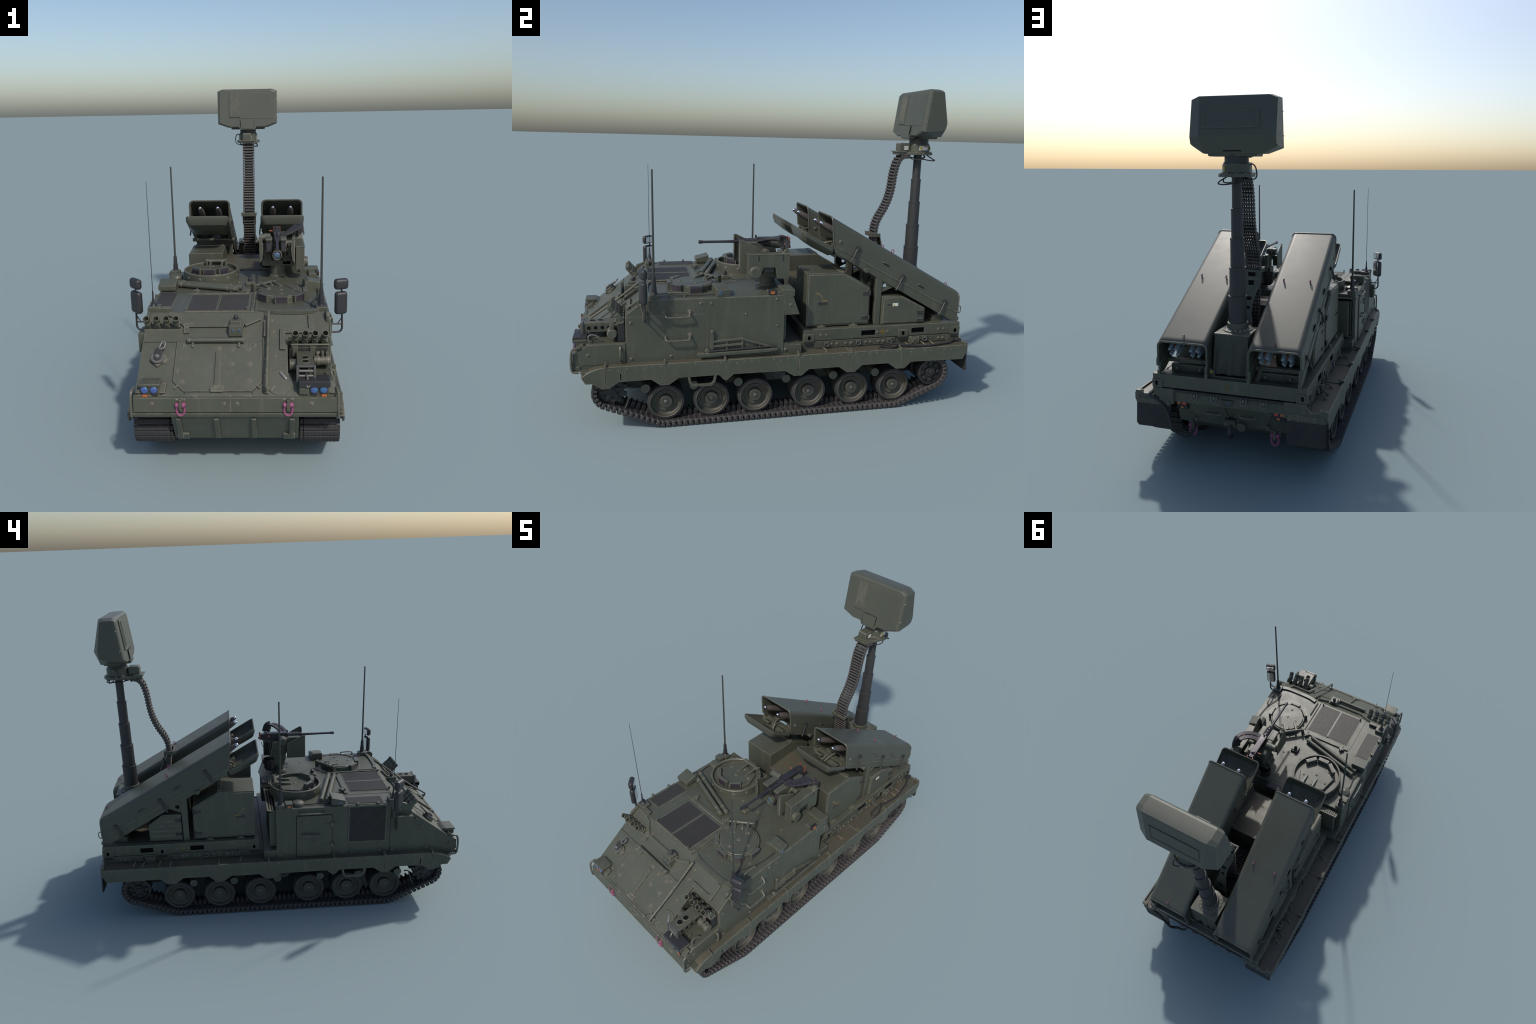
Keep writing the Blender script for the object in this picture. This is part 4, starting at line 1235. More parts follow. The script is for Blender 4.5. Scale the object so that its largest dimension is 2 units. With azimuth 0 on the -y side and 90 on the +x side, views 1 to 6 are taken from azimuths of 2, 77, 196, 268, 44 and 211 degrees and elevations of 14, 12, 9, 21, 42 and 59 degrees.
cable = Part('power_cable', ROOT, 'black_cable')
for d in (0.0, 0.009):
    cable.tube([(0.36, 0.94 - d, 0.330), (0.365, 0.972, 0.326 - d), (0.325, 0.978, 0.302), (0.285, 0.988, 0.272), (0.262, 0.992, 0.223), (0.246 + d, 0.988, 0.178), (0.220, 0.970, 0.150 + d), (0.190, 0.965, 0.144 + d), (0.170, 0.95, 0.160), (0.172, 0.92, 0.19)], 0.0065, 8)
cable.tube([(0.36, 0.94, 0.332), (0.385, 0.90, 0.323), (0.40, 0.84, 0.324), (0.415, 0.74, 0.323), (0.405, 0.64, 0.330), (0.392, 0.58, 0.334), (0.395, 0.51, 0.328), (0.420, 0.49, 0.323), (0.428, 0.53, 0.323), (0.41, 0.58, 0.326), (0.385, 0.62, 0.324)], 0.0055, 8)
cable.finish()

# ------------------------------------------------------------------ launcher platform
pf = Part('platform_frame', ROOT)
FZ0, FZ1, FX = 0.360, 0.420, 0.352
for s in (-1, 1):
    x0, x1 = sorted((s * 0.318, s * FX))
    pf.box((x0, 0.105, FZ0), (x1, 0.968, FZ1), 0.003)
pf.box((-0.32, 0.105, FZ0), (0.32, 0.140, FZ1), 0.003)
pf.box((-0.32, 0.934, FZ0), (0.32, 0.968, FZ1), 0.003)
frame_ob = pf.finish()
ck = Part('cutter', None, 'shade_black')
for s in (-1, 1):
    for y0, y1 in ((0.412, 0.488), (0.690, 0.762)):
        ck.box((min(s * 0.335, s * 0.37), y0, 0.374), (max(s * 0.335, s * 0.37), y1, 0.402), 0)
carve(frame_ob, ck)
fm = Part('platform_casting', ROOT)
for s in (-1, 1):
    for y in (0.134, 0.642, 0.940):
        x0, x1 = sorted((s * 0.345, s * (FX + 0.004)))
        fm.use('paint').box((x0, y - 0.027, 0.357), (x1, y + 0.027, 0.396), 0.002)
        fm.use('shade_black').lathe([(0.0075, 0), (0.0075, 0.0012)], (s * (FX + 0.0035), y, 0.382), (s, 0, 0), 14)
        fm.lathe([(0.0075, 0), (0.0075, 0.0012)], (s * (FX + 0.0035), y, 0.373), (s, 0, 0), 14)
        fm.box((min(s * (FX + 0.0035), s * (FX + 0.0047)), y - 0.0075, 0.373), (max(s * (FX + 0.0035), s * (FX + 0.0047)), y + 0.0075, 0.382), 0)
        fm.use('dark_steel').box((min(s * 0.335, s * 0.354), y - 0.022, 0.340), (max(s * 0.335, s * 0.354), y + 0.022, 0.358), 0.002)
    for y in (0.195, 0.225, 0.50, 0.556, 0.845, 0.875):
        fm.use('paint').bolt((s * FX, y, 0.388), (s, 0, 0), 0.006, 0.003)
    x0, x1 = sorted((s * 0.305, s * 0.350))
    fm.use('paint').box((x0, 0.962, 0.358), (x1, 0.972, 0.396), 0.002)
    fm.use('shade_black').box((s * 0.332 - 0.006, 0.9715, 0.368), (s * 0.332 + 0.006, 0.9730, 0.388), 0.0005)
    fm.use('yellow_mark')                           # lifting-point mark: ring and cross
    c = V((s * (FX + 0.0012), 0.528, 0.390))
    fm.tube([c + V((0, 0.010 * math.cos(a), 0.010 * math.sin(a))) for a in [2 * PI * k / 20 for k in range(20)]], 0.0009, 4, sm=0, closed=True)
    fm.box(c - V((0.0006, 0.0009, 0.016)), c + V((0.0006, 0.0009, 0.016)), 0)
    fm.box(c - V((0.0006, 0.014, 0.0009)), c + V((0.0006, 0.014, 0.0009)), 0)
c = V((0, 0.9695, 0.390))
fm.use('yellow_mark').tube([c + V((0.010 * math.cos(a), 0, 0.010 * math.sin(a))) for a in [2 * PI * k / 20 for k in range(20)]], 0.0009, 4, sm=0, closed=True)
fm.box(c - V((0.0009, 0.0006, 0.016)), c + V((0.0009, 0.0006, 0.016)), 0)
fm.use('paint_dusty').box((-0.32, 0.13, 0.395), (0.32, 0.95, 0.4165), 0)             # floor
fm.finish()

# big equipment boxes either side with a low centre cover between them
for s in (-1, 1):
    eq = Part('equipment_cabinet', ROOT)
    x0, x1 = sorted((s * 0.128, s * 0.320))
    eq.prism([(0.125, 0.424), (0.122, 0.700), (0.315, 0.702), (0.461, 0.618), (0.463, 0.424)], x0, x1, 'x', 0.004)
    dx0, dx1 = sorted((s * 0.318, s * 0.325))
    eq.prism([(0.132, 0.436), (0.132, 0.692), (0.314, 0.692), (0.452, 0.611), (0.452, 0.436)], dx0, dx1, 'x', 0.002)
    eq.box((x0 + 0.012, 0.300, 0.700), (x1 - 0.012, 0.322, 0.706), 0.001)
    eq.use('dark_steel')
    for z in (0.592, 0.462):
        eq.box((min(s * 0.322, s * 0.329), 0.415, z - 0.008), (max(s * 0.322, s * 0.329), 0.458, z - 0.002), 0.001)
        eq.box((min(s * 0.322, s * 0.329), 0.415, z + 0.002), (max(s * 0.322, s * 0.329), 0.458, z + 0.008), 0.001)
        eq.cyl((s * 0.327, 0.458, z - 0.012), (s * 0.327, 0.458, z + 0.012), 0.005, n=10)
    eq.box((min(s * 0.324, s * 0.330), 0.180, 0.546), (max(s * 0.324, s * 0.330), 0.228, 0.553), 0.002)
    eq.cyl((s * 0.324, 0.186, 0.552), (s * 0.333, 0.186, 0.552), 0.007, n=12)
    eq.use('yellow_mark')                           # open/closed arrow beside the handle
    arc = [(s * 0.3255, 0.184 + 0.024 * math.sin(a), 0.560 + 0.030 * math.cos(a)) for a in [k * 0.15 for k in range(11)]]
    eq.tube(arc, 0.0012, 4, sm=0)
    eq.box((s * 0.3255 - 0.0006, 0.172, 0.595), (s * 0.3255 + 0.0006, 0.190, 0.599), 0)
    eq.box((s * 0.3255 - 0.0006, 0.208, 0.557), (s * 0.3255 + 0.0006, 0.232, 0.561), 0)
    eq.use('paint')
    for y in (0.205, 0.375):
        eq.box((min(s * 0.30, s * 0.335), y - 0.020, 0.420), (max(s * 0.30, s * 0.335), y + 0.020, 0.426), 0.001)
        eq.box((min(s * 0.322, s * 0.334), y - 0.008, 0.424), (max(s * 0.322, s * 0.334), y + 0.008, 0.434), 0.002)
    eq.finish()
cb = Part('centre_cover', ROOT, 'paint_dusty')
cb.prism([(0.124, 0.424), (0.124, 0.604), (0.28, 0.620), (0.404, 0.621), (0.404, 0.424)], -0.130, 0.130, 'x', 0.003)
cb.finish()

SMALL = {1: [(0.525, 0.422), (0.525, 0.572), (0.641, 0.568), (0.769, 0.500), (0.769, 0.422)],
         -1: [(0.527, 0.422), (0.527, 0.580), (0.630, 0.580), (0.708, 0.522), (0.708, 0.422)]}
for s in (-1, 1):
    sm_ = Part('battery_box', ROOT)
    BO = 0.332 if s > 0 else 0.318                  # the right box stands further out
    x0, x1 = sorted((s * 0.140, s * BO))
    sm_.prism(SMALL[s], x0, x1, 'x', 0.003)
    dx0, dx1 = sorted((s * (BO - 0.002), s * (BO + 0.005)))
    cy = sum(p[0] for p in SMALL[s]) / 5
    cz = sum(p[1] for p in SMALL[s]) / 5
    sm_.prism([(cy + (y - cy) * 0.93, cz + (z - cz) * 0.9) for y, z in SMALL[s]], dx0, dx1, 'x', 0.002)
    sm_.use('dark_steel')
    hy = SMALL[s][3][0] - 0.03 if s > 0 else 0.545
    for z in (0.478, 0.436) if s > 0 else (0.545, 0.462):
        for dz in (-0.005, 0.005):
            sm_.box((min(s * (BO + 0.003), s * (BO + 0.009)), hy - 0.018, z + dz - 0.003), (max(s * (BO + 0.003), s * (BO + 0.009)), hy + 0.018, z + dz + 0.003), 0.001)
    if s > 0:
        sm_.box((0.335, 0.550, 0.527), (0.340, 0.572, 0.532), 0.001)
        sm_.box((0.335, 0.545, 0.433), (0.340, 0.565, 0.437), 0.001)
        sm_.use('white_label').box((0.3368, 0.582, 0.519), (0.3378, 0.612, 0.535), 0)
        sm_.use('warning_yellow').prism([(0.585, 0.521), (0.595, 0.521), (0.590, 0.532)], 0.3376, 0.3384, 'x', 0)
    else:
        sm_.use('paint')
        for z in (0.455, 0.485, 0.515, 0.542):
            sm_.box((-0.325, 0.545, z - 0.0025), (-0.321, 0.69 if z < 0.51 else 0.66, z + 0.0025), 0.001)
    sm_.finish()
    ps = Part('launcher_post', ROOT)
    for xc in (0.308, 0.112):
        x0, x1 = sorted((s * (xc - 0.014), s * (xc + 0.014)))
        ps.box((x0, 0.489, 0.420), (x1, 0.522, 0.682), 0.003)
        x0, x1 = sorted((s * (xc - 0.006), s * (xc + 0.006)))
        ps.prism([(0.520, 0.586), (0.590, 0.615), (0.572, 0.640), (0.520, 0.668)], x0, x1, 'x', 0.001)
        ps.prism([(0.489, 0.70), (0.489, 0.665), (0.360, 0.722), (0.355, 0.765)], x0, x1, 'x', 0.001)
        ps.box((x0 - 0.008, 0.483, 0.420), (x1 + 0.008, 0.528, 0.426), 0.001)
    ps.box((min(s * 0.10, s * 0.32), 0.492, 0.655), (max(s * 0.10, s * 0.32), 0.520, 0.678), 0.003)
    ps.box((min(s * 0.10, s * 0.32), 0.365, 0.722), (max(s * 0.10, s * 0.32), 0.385, 0.745), 0.003)
    ps_ob = ps.finish()
    ck = Part('cutter')
    ck.cyl((s * 0.08, 0.543, 0.622), (s * 0.34, 0.543, 0.622), 0.0125, n=20, bev=0)
    ck.cyl((s * 0.08, 0.425, 0.712), (s * 0.34, 0.425, 0.712), 0.011, n=20, bev=0)
    carve(ps_ob, ck)

# ------------------------------------------------------------------ missile pods
PXI, PXO = 0.0925, 0.3255            # inner and outer face of a pod
TOPL = [(0.239, 0.982), (0.944, 0.588), (0.953, 0.583), (0.961, 0.577), (0.966, 0.569)]
SEAM = lambda y: 0.842 + (y - 0.25) * (0.462 - 0.842) / 0.72
LOW = lambda y: 0.800 + (y - 0.265) * (0.424 - 0.800) / 0.655


def u_section(y, zt, zb, xi, xo, r, t):
    """Inverted U, outer then inner contour, as one closed ring."""
    def arc(xi_, xo_, zt_, rr):
        pts = [(xi_, zb)]
        for k in range(5):
            a = PI - k * PI / 8
            pts.append((xi_ + rr + rr * math.cos(a), zt_ - rr + rr * math.sin(a)))
        for k in range(5):
            a = PI / 2 - k * PI / 8
            pts.append((xo_ - rr + rr * math.cos(a), zt_ - rr + rr * math.sin(a)))
        pts.append((xo_, zb))
        return pts
    o, i = arc(xi, xo, zt, r), arc(xi + t, xo - t, zt - t, r - t * 0.6)
    return [(x, y, z) for x, z in o + i[::-1]]


MDIR = V((0, 0.749, -0.430)).normalized()
for s in (-1, 1):
    pod = Part('pod_cover', ROOT, 'paint_smooth')
    rings = []
    for k, (y, zt) in enumerate([TOPL[0], (0.42, 0.8806), (0.60, 0.7797), (0.78, 0.6788), *TOPL[1:]]):
        dy = 0.0 if k else 0.0
        rings.append([(s * x, yy + (0.012 * (zt - z) / 0.14 if k == 0 else 0.0), z) for x, yy, z in u_section(y, zt, SEAM(y), PXI, PXO, 0.024, 0.006)])
    pod.loft(rings)
    for ring in (rings[0], rings[-1]):             # rolled lips at both mouths
        pod.sweep([V(p) for p in ring[:12]], [(0.0035 * math.cos(a), 0.0035 * math.sin(a)) for a in [2 * PI * q / 6 for q in range(6)]])
    cover = pod.finish()

    rl_ = Part('pod_rail', ROOT)
    for x0, x1 in ((PXI + 0.001, PXI + 0.012), (PXO - 0.012, PXO - 0.001)):
        x0, x1 = sorted((s * x0, s * x1))
        rl_.prism([(0.262, LOW(0.262)), (0.252, SEAM(0.252) + 0.004), (0.966, SEAM(0.966) + 0.004), (0.968, 0.424), (0.925, 0.424)], x0, x1, 'x', 0.002)
    xo0, xo1 = sorted((s * (PXO - 0.002), s * (PXO + 0.003)))
    rl_.prism([(0.262, SEAM(0.262) - 0.004), (0.262, SEAM(0.262) + 0.002), (0.966, SEAM(0.966) + 0.002), (0.966, SEAM(0.966) - 0.004)], xo0, xo1, 'x', 0.001)
    for y in (0.29, 0.50, 0.72, 0.88):
        rl_.box((min(s * PXI, s * PXO) + 0.008, y - 0.012, LOW(y) + 0.006), (max(s * PXI, s * PXO) - 0.008, y + 0.012, LOW(y) + 0.022), 0.002)
    # launch beam under each pair of missiles
    for xm in (0.158, 0.258):
        rl_.box((min(s * (xm - 0.016), s * (xm + 0.016)), 0.30, 0), (max(s * (xm - 0.016), s * (xm + 0.016)), 0.86, 0.02), 0.003)
        n8 = len(rl_.v)
    rl_.finish_v = None
    for i, v in enumerate(rl_.v):
        if v.z < 0.021:
            rl_.v[i] = V((v.x, v.y, v.z + SEAM(v.y) - 0.012))
    # electronics box at the tail
    rl_.box((min(s * 0.125, s * 0.295), 0.838, 0.410), (max(s * 0.125, s * 0.295), 0.898, 0.447), 0.003)
    rl_.use('steel')
    for x in (0.150, 0.262):
        rl_.cyl((s * x, 0.895, 0.430), (s * x, 0.912, 0.430), 0.007, n=14)
    rl_.use('black_cable')
    for x, xm in ((0.150, 0.158), (0.262, 0.258)):
        rl_.tube([(s * x, 0.910, 0.430), (s * (x - 0.015), 0.930, 0.425), (s * (x - 0.022), 0.93, 0.46), (s * (xm - 0.01), 0.925, 0.51)], 0.0022, 6)
    rl_.use('paint')
    for x in (PXI + 0.004, PXO - 0.006):
        rl_.box((s * x - 0.007, 0.960, 0.420), (s * x + 0.007, 0.974, 0.440), 0.002)
    rl_.use('dull_steel').tube([(s * (PXO - 0.004), 0.968, 0.462), (s * (PXO - 0.004), 0.982, 0.465), (s * (PXO - 0.004), 0.982, 0.495), (s * (PXO - 0.004), 0.968, 0.50)], 0.0025, 6, sm=3)
    rl_.finish()

    for face in (PXO, PXI):
        out = s if face == PXO else -s
        lt = Part('pod_latch', ROOT, 'dark_steel')
        for y, z in ((0.379, 0.826), (0.633, 0.674), (0.885, 0.530)):
            X = s * face + out * 0.006
            lt.box((min(s * face, X + out * 0.004), y - 0.010, z - 0.010), (max(s * face, X + out * 0.004), y + 0.008, z + 0.008), 0.002)
            lt.tube([(X, y, z), (X + out * 0.004, y - 0.012, z - 0.018), (X + out * 0.008, y - 0.024, z - 0.042), (X + out * 0.010, y - 0.041, z - 0.068)], 0.0045, 8)
            lt.bolt((X, y, z - 0.002), (out, 0, 0), 0.006, 0.004)
            lt.cyl((X + out * 0.004, y - 0.024, z - 0.044), (X + out * 0.012, y - 0.024, z - 0.044), 0.006, n=8)
        lt.use('paint_smooth')
        for y, z in ((0.535, 0.738), (0.739, 0.616)):   # grips, each recess a near-black strip laid on the face
            d = V((0, 1, -0.56)).normalized()
            c = V((s * face, y, z))
            lt.use('shade_black').sweep([c - d * 0.019 + V((out * 0.0008, 0, 0)), c + d * 0.019 + V((out * 0.0008, 0, 0))], [(-0.0045, -0.0015), (0.0045, -0.0015), (0.0045, 0.0015), (-0.0045, 0.0015)])
            lt.use('paint_smooth').tube([c - d * 0.021, c - d * 0.016 + V((out * 0.006, 0, 0.004)), c + d * 0.008 + V((out * 0.006, 0, 0.004)), c + d * 0.016], 0.003, 6)
        lt.use('paint').bolt((s * face, 0.285, 0.86), (out, 0, 0), 0.007, 0.005)
        lt.finish()

    rg = Part('lifting_ring', ROOT, 'pink')
    tz = lambda y: 0.982 + (y - 0.239) * (0.588 - 0.982) / 0.703
    for x, y in ((0.145, 0.588), (0.273, 0.588), (0.207, 0.944)):
        c = V((s * x, y, tz(y) if y < 0.9 else 0.583)) + V((0, 0.004, 0.008))
        rg.tube([c + V((0, 0.0075 * math.cos(a), 0.0085 * math.sin(a))) for a in [2 * PI * k / 14 for k in range(14)]], 0.0022, 6, sm=0, closed=True)
    rg.finish()

    # open front lid: a tapered tray hanging forward of the mouth
    ld = Part('pod_lid', ROOT, 'paint_smooth')

    def tray(ya, za, yb, zb, xi, xo, r, yo=0.0):
        """Rounded rectangle in the sloping plane from (ya,za) to (yb,zb)."""
        pts = []
        for k in range(24):
            q = k // 6
            a = PI / 2 * q + (k % 6) / 5 * PI / 2
            cx = (xo - r) if q in (0, 3) else (xi + r)
            cv = (1 - r / 0.19) if q in (0, 1) else r / 0.19
            x = cx + r * math.cos(a)
            t = cv + r / 0.19 * math.sin(a)
            pts.append((s * x, yb + (ya - yb) * t, zb + (za - zb) * t))
        return pts

    outer = [tray(0.092, 0.918, 0.262, 0.822, PXI - 0.004, PXO + 0.004, 0.022),
             tray(0.089, 0.898, 0.258, 0.803, PXI - 0.004, PXO + 0.004, 0.024),
             tray(0.098, 0.866, 0.258, 0.790, PXI + 0.010, PXO - 0.010, 0.024),
             tray(0.150, 0.826, 0.238, 0.782, PXI + 0.040, PXO - 0.040, 0.012)]
    inner = [tray(0.150, 0.833, 0.238, 0.789, PXI + 0.042, PXO - 0.042, 0.012),
             tray(0.104, 0.871, 0.256, 0.797, PXI + 0.014, PXO - 0.014, 0.022),
             tray(0.096, 0.901, 0.256, 0.809, PXI + 0.001, PXO - 0.001, 0.022),
             tray(0.097, 0.916, 0.258, 0.823, PXI, PXO, 0.020)]
    ld.loft(outer[::-1])
    base_n = len(ld.v)
    ld.use('paint').loft(inner[::1])
    ld.use('paint_smooth')
    ld.f = [f for f in ld.f]
    # drop the two caps that would close the mouth and join the rims
    nf = len(outer[0])
    keep_f, keep_m = [], []
    for f, m in zip(ld.f, ld.mi):
        zs = [ld.v[i] for i in f]
        if len(f) == nf and min(v.z for v in zs) > 0.80:
            continue
        keep_f.append(f)
        keep_m.append(m)
    ld.f, ld.mi = keep_f, keep_m
    o_rim = [base_n - nf + k for k in range(nf)]
    i_rim = [base_n + 3 * nf + k for k in range(nf)]
    for k in range(nf):
        k2 = (k + 1) % nf
        ld.f.append([o_rim[k], o_rim[k2], i_rim[k2], i_rim[k]])
        ld.mi.append(0)
    ld.finish()
    hg = Part('lid_hinge', ROOT)
    for x in (0.150, 0.268):
        hg.box((min(s * (x - 0.020), s * (x + 0.020)), 0.215, 0.805), (max(s * (x - 0.020), s * (x + 0.020)), 0.285, 0.818), 0.003, ('X', -30))
        hg.cyl((s * (x - 0.026), 0.262, 0.806), (s * (x + 0.026), 0.262, 0.806), 0.008, n=12)
    hg.tube([(s * 0.205, 0.215, 0.812), (s * 0.215, 0.245, 0.835), (s * 0.222, 0.28, 0.842)], 0.006, 8)
    hg.tube([(s * 0.19, 0.20, 0.815), (s * 0.20, 0.235, 0.838), (s * 0.198, 0.27, 0.83)], 0.0025, 6)
    hg.box((min(s * (PXI + 0.02), s * (PXO - 0.02)), 0.258, 0.778), (max(s * (PXI + 0.02), s * (PXO - 0.02)), 0.275, 0.794), 0.003)
    hg.finish()

    for xm in (0.158, 0.258):
        ms = Part('missile', ROOT, 'missile_body')
        tip = V((s * xm, 0.196, 0.949))
        ms.lathe([(0.0098, 0.012), (0.0125, 0.024), (0.0155, 0.045), (0.0175, 0.075), (0.0175, 0.70), (0.0150, 0.73), (0.0150, 0.815)], tip, MDIR, 24)
        ms.use('missile_tip').lathe([(1e-5, 0), (0.0045, 0.0008), (0.0076, 0.0032), (0.0096, 0.008), (0.0102, 0.0135)], tip, MDIR, 24)
        Mm = frame(MDIR)
        ms.use('missile_body')
        for k in range(4):
            a = PI / 4 + k * PI / 2
            e = Mm @ V((math.cos(a), math.sin(a), 0))
            g = MDIR.cross(e)
            for h0, h1, w0, w1 in ((0.20, 0.30, 0.012, 0.024), ):
                q = [tip + MDIR * h0 + e * 0.016, tip + MDIR * h1 + e * 0.016, tip + MDIR * h1 + e * (0.016 + w1), tip + MDIR * (h0 + 0.07) + e * (0.016 + w1)]
                vs = [p_ + g * 0.001 for p_ in q] + [p_ - g * 0.001 for p_ in q]
                ms.add(vs, [(0, 1, 2, 3), (7, 6, 5, 4), (0, 4, 5, 1), (1, 5, 6, 2), (2, 6, 7, 3), (3, 7, 4, 0)])
        ms.use('missile_fin').lathe([(0.0150, 0.70), (0.0195, 0.705), (0.0200, 0.80), (0.0165, 0.802)], tip, MDIR, 16)
        for k in range(4):
            a = PI / 4 + k * PI / 2
            e = Mm @ V((math.cos(a), math.sin(a), 0))
            g = MDIR.cross(e)
            q = [tip + MDIR * 0.66 + e * 0.014, tip + MDIR * 0.866 + e * 0.017, tip + MDIR * 0.866 + e * 0.027, tip + MDIR * 0.76 + e * 0.032, tip + MDIR * 0.68 + e * 0.022]
            n5 = len(q)
            vs = [p_ + g * 0.0085 for p_ in q] + [p_ - g * 0.0085 for p_ in q]
            ms.add(vs, [tuple(range(n5)), tuple(range(2 * n5 - 1, n5 - 1, -1))] + [(i, i + n5, (i + 1) % n5 + n5, (i + 1) % n5) for i in range(n5)])
        ms.use('copper').cyl(tip + MDIR * 0.81, tip + MDIR * 0.835, 0.012, n=14)
        ms.finish()

# ------------------------------------------------------------------ mast and radar
MX, MY = -0.002, 0.834
mb = Part('mast_base', ROOT, 'canvas')
N = 30
rings = []
for k in range(15):                          # draped canvas skirt: square rings with soft folds
    t = k / 14
    z = 0.430 + 0.176 * t
    hw, hd0, hd1 = 0.086 - 0.012 * t, 0.790 - 0.004 * t, 0.924 - 0.004 * t
    ring = []
    per = [(-hw, hd0), (hw, hd0), (hw, hd1), (-hw, hd1)]
    for e in range(4):
        a, b = per[e], per[(e + 1) % 4]
        for q in range(N):
            u = q / N
            x, y = a[0] + (b[0] - a[0]) * u, a[1] + (b[1] - a[1]) * u
            fold = 0.0055 * math.sin(u * PI) ** 0.6 * (math.sin(21 * u + 5 * e + 2.5 * t + 1.5 * math.sin(4 * t + e)) + 0.6 * math.sin(11 * u - 7 * t + e)) * (1 - t) ** 0.4
            nx, ny = ((0, -1), (1, 0), (0, 1), (-1, 0))[e]
            ring.append((MX + x + nx * fold, y + ny * fold, z))
    rings.append(ring)
mb.loft(rings)
mb.use('paint').box((MX - 0.080, 0.776, 0.602), (MX + 0.080, 0.918, 0.612), 0.003)
mb.lathe([(0.066, 0), (0.066, 0.006), (0.052, 0.008), (0.048, 0.010), (0.046, 0.034), (0.041, 0.036)], (MX, MY, 0.611), (0, 0, 1), 40)
mb.use('steel')
for k in range(18):
    a = 2 * PI * k / 18
    mb.bolt((MX + 0.058 * math.cos(a), MY + 0.058 * math.sin(a), 0.617), (0, 0, 1), 0.004, 0.004)
mb.use('paint')
for s in (-1, 1):
    mb.box((MX + s * 0.092 - 0.003, 0.90, 0.412), (MX + s * 0.092 + 0.003, 0.935, 0.455), 0.002)
    mb.box((MX + s * 0.085 - 0.014, 0.928, 0.412), (MX + s * 0.085 + 0.014, 0.938, 0.452), 0.002)
mb.use('warning_yellow').prism([(0.078, 0.438), (0.092, 0.438), (0.085, 0.450)], 0.9375, 0.9390, 'y', 0)
mb.use('paint').box((-0.085, 0.925, 0.408), (0.085, 0.937, 0.424), 0.002)
mb.finish()

mast = Part('mast', ROOT, 'mast_paint')
prof, zs, rs = [], (0.63, 0.766, 0.892, 1.021, 1.147, 1.285), (0.0400, 0.0358, 0.0308, 0.0262, 0.0218)
for k in range(5):
    z0, z1, r = zs[k] - MY * 0 - 0.0, zs[k + 1], rs[k]
    prof += [(r, z0), (r, z1 - 0.010), (r + 0.0012, z1 - 0.009), (r + 0.0012, z1 - 0.001), (r - 0.001, z1)]
mast.lathe(prof, (MX, MY, 0), (0, 0, 1), 40)
mast.finish()

hd = Part('radar_turntable', ROOT)
hd.lathe([(0.058, 1.292), (0.062, 1.300), (0.060, 1.302), (0.060, 1.334), (0.054, 1.343)], (MX, MY, 0), (0, 0, 1), 44)
hd.use('mast_paint').lathe([(0.052, 1.340), (0.051, 1.385)], (MX, MY, 0), (0, 0, 1), 44)
hd.use('paint').prism([(-0.075, 0.83), (-0.074, 0.86), (-0.055, 0.89), (-0.02, 0.908), (0.02, 0.908), (0.055, 0.89), (0.073, 0.86), (0.074, 0.83), (0.055, 0.775), (0.040, 0.745), (0.040, 0.700), (-0.042, 0.700), (-0.042, 0.745), (-0.058, 0.775)], 1.280, 1.295, 'z', 0.002)
hd.prism([(0.692, 1.294), (0.745, 1.294), (0.745, 1.299), (0.692, 1.299)], -0.048, 0.044, 'x', 0.001)
hd.box((-0.031, 0.712, 1.298), (0.022, 0.772, 1.340), 0.004)
hd.box((-0.031, 0.716, 1.338), (0.022, 0.768, 1.343), 0.002)
hd.use('white_label').box((0.0215, 0.738, 1.318), (0.0228, 0.762, 1.326), 0)
hd.box((0.0215, 0.738, 1.307), (0.0228, 0.762, 1.315), 0)
for a0, wy in ((0, 0.026),):
    for i in range(6):                         # warning plate bent round the drum
        a = math.radians(-18 + 8 * i)
        c = V((MX + 0.0604 * math.cos(a), MY + 0.0604 * math.sin(a), 1.317))
        hd.use('white_label').box(c - V((0.0005, 0.0043, 0.011)), c + V((0.0005, 0.0043, 0.011)), 0, ('Z', math.degrees(a)))
    a = math.radians(-12)
    c = V((MX + 0.0606 * math.cos(a), MY + 0.0606 * math.sin(a), 1.317))
    hd.use('warning_yellow').box(c - V((0.0008, 0.006, 0.008)), c + V((0.0008, 0.006, 0.008)), 0, ('Z', math.degrees(a)))
    hd.use('red_lens')
    a = math.radians(12)
    c = V((MX + 0.0606 * math.cos(a), MY + 0.0606 * math.sin(a), 1.325))
    hd.box(c - V((0.0008, 0.009, 0.0025)), c + V((0.0008, 0.009, 0.0025)), 0, ('Z', math.degrees(a)))
    hd.use('warning_yellow').box(V((MX + 0.035, MY + 0.048, 1.306)), V((MX + 0.040, MY + 0.052, 1.326)), 0)
hd.use('steel')
for k in range(10):
    a = 2 * PI * k / 10
    hd.bolt((MX + 0.067 * math.cos(a), MY + 0.067 * math.sin(a), 1.294), (0, 0, 1), 0.004, 0.004)
hd.use('black_cable')
hd.tube([(-0.06, 0.835, 1.33), (-0.072, 0.83, 1.335), (-0.082, 0.82, 1.32), (-0.084, 0.81, 1.29), (-0.07, 0.80, 1.272), (-0.03, 0.79, 1.27)], 0.003, 6)
hd.tube([(0.03, 0.87, 1.28), (0.055, 0.89, 1.262), (0.05, 0.91, 1.252), (0.02, 0.90, 1.25), (-0.02, 0.86, 1.258), (-0.04, 0.81, 1.265), (-0.02, 0.77, 1.27)], 0.003, 6)
hd.tube([(0.05, 0.85, 1.275), (0.06, 0.83, 1.258), (0.045, 0.79, 1.255), (0.02, 0.77, 1.268)], 0.003, 6)
hd.tube([(-0.015, 0.875, 1.28), (-0.02, 0.885, 1.265), (-0.05, 0.875, 1.262), (-0.055, 0.85, 1.272)], 0.004, 6)
hd.finish()

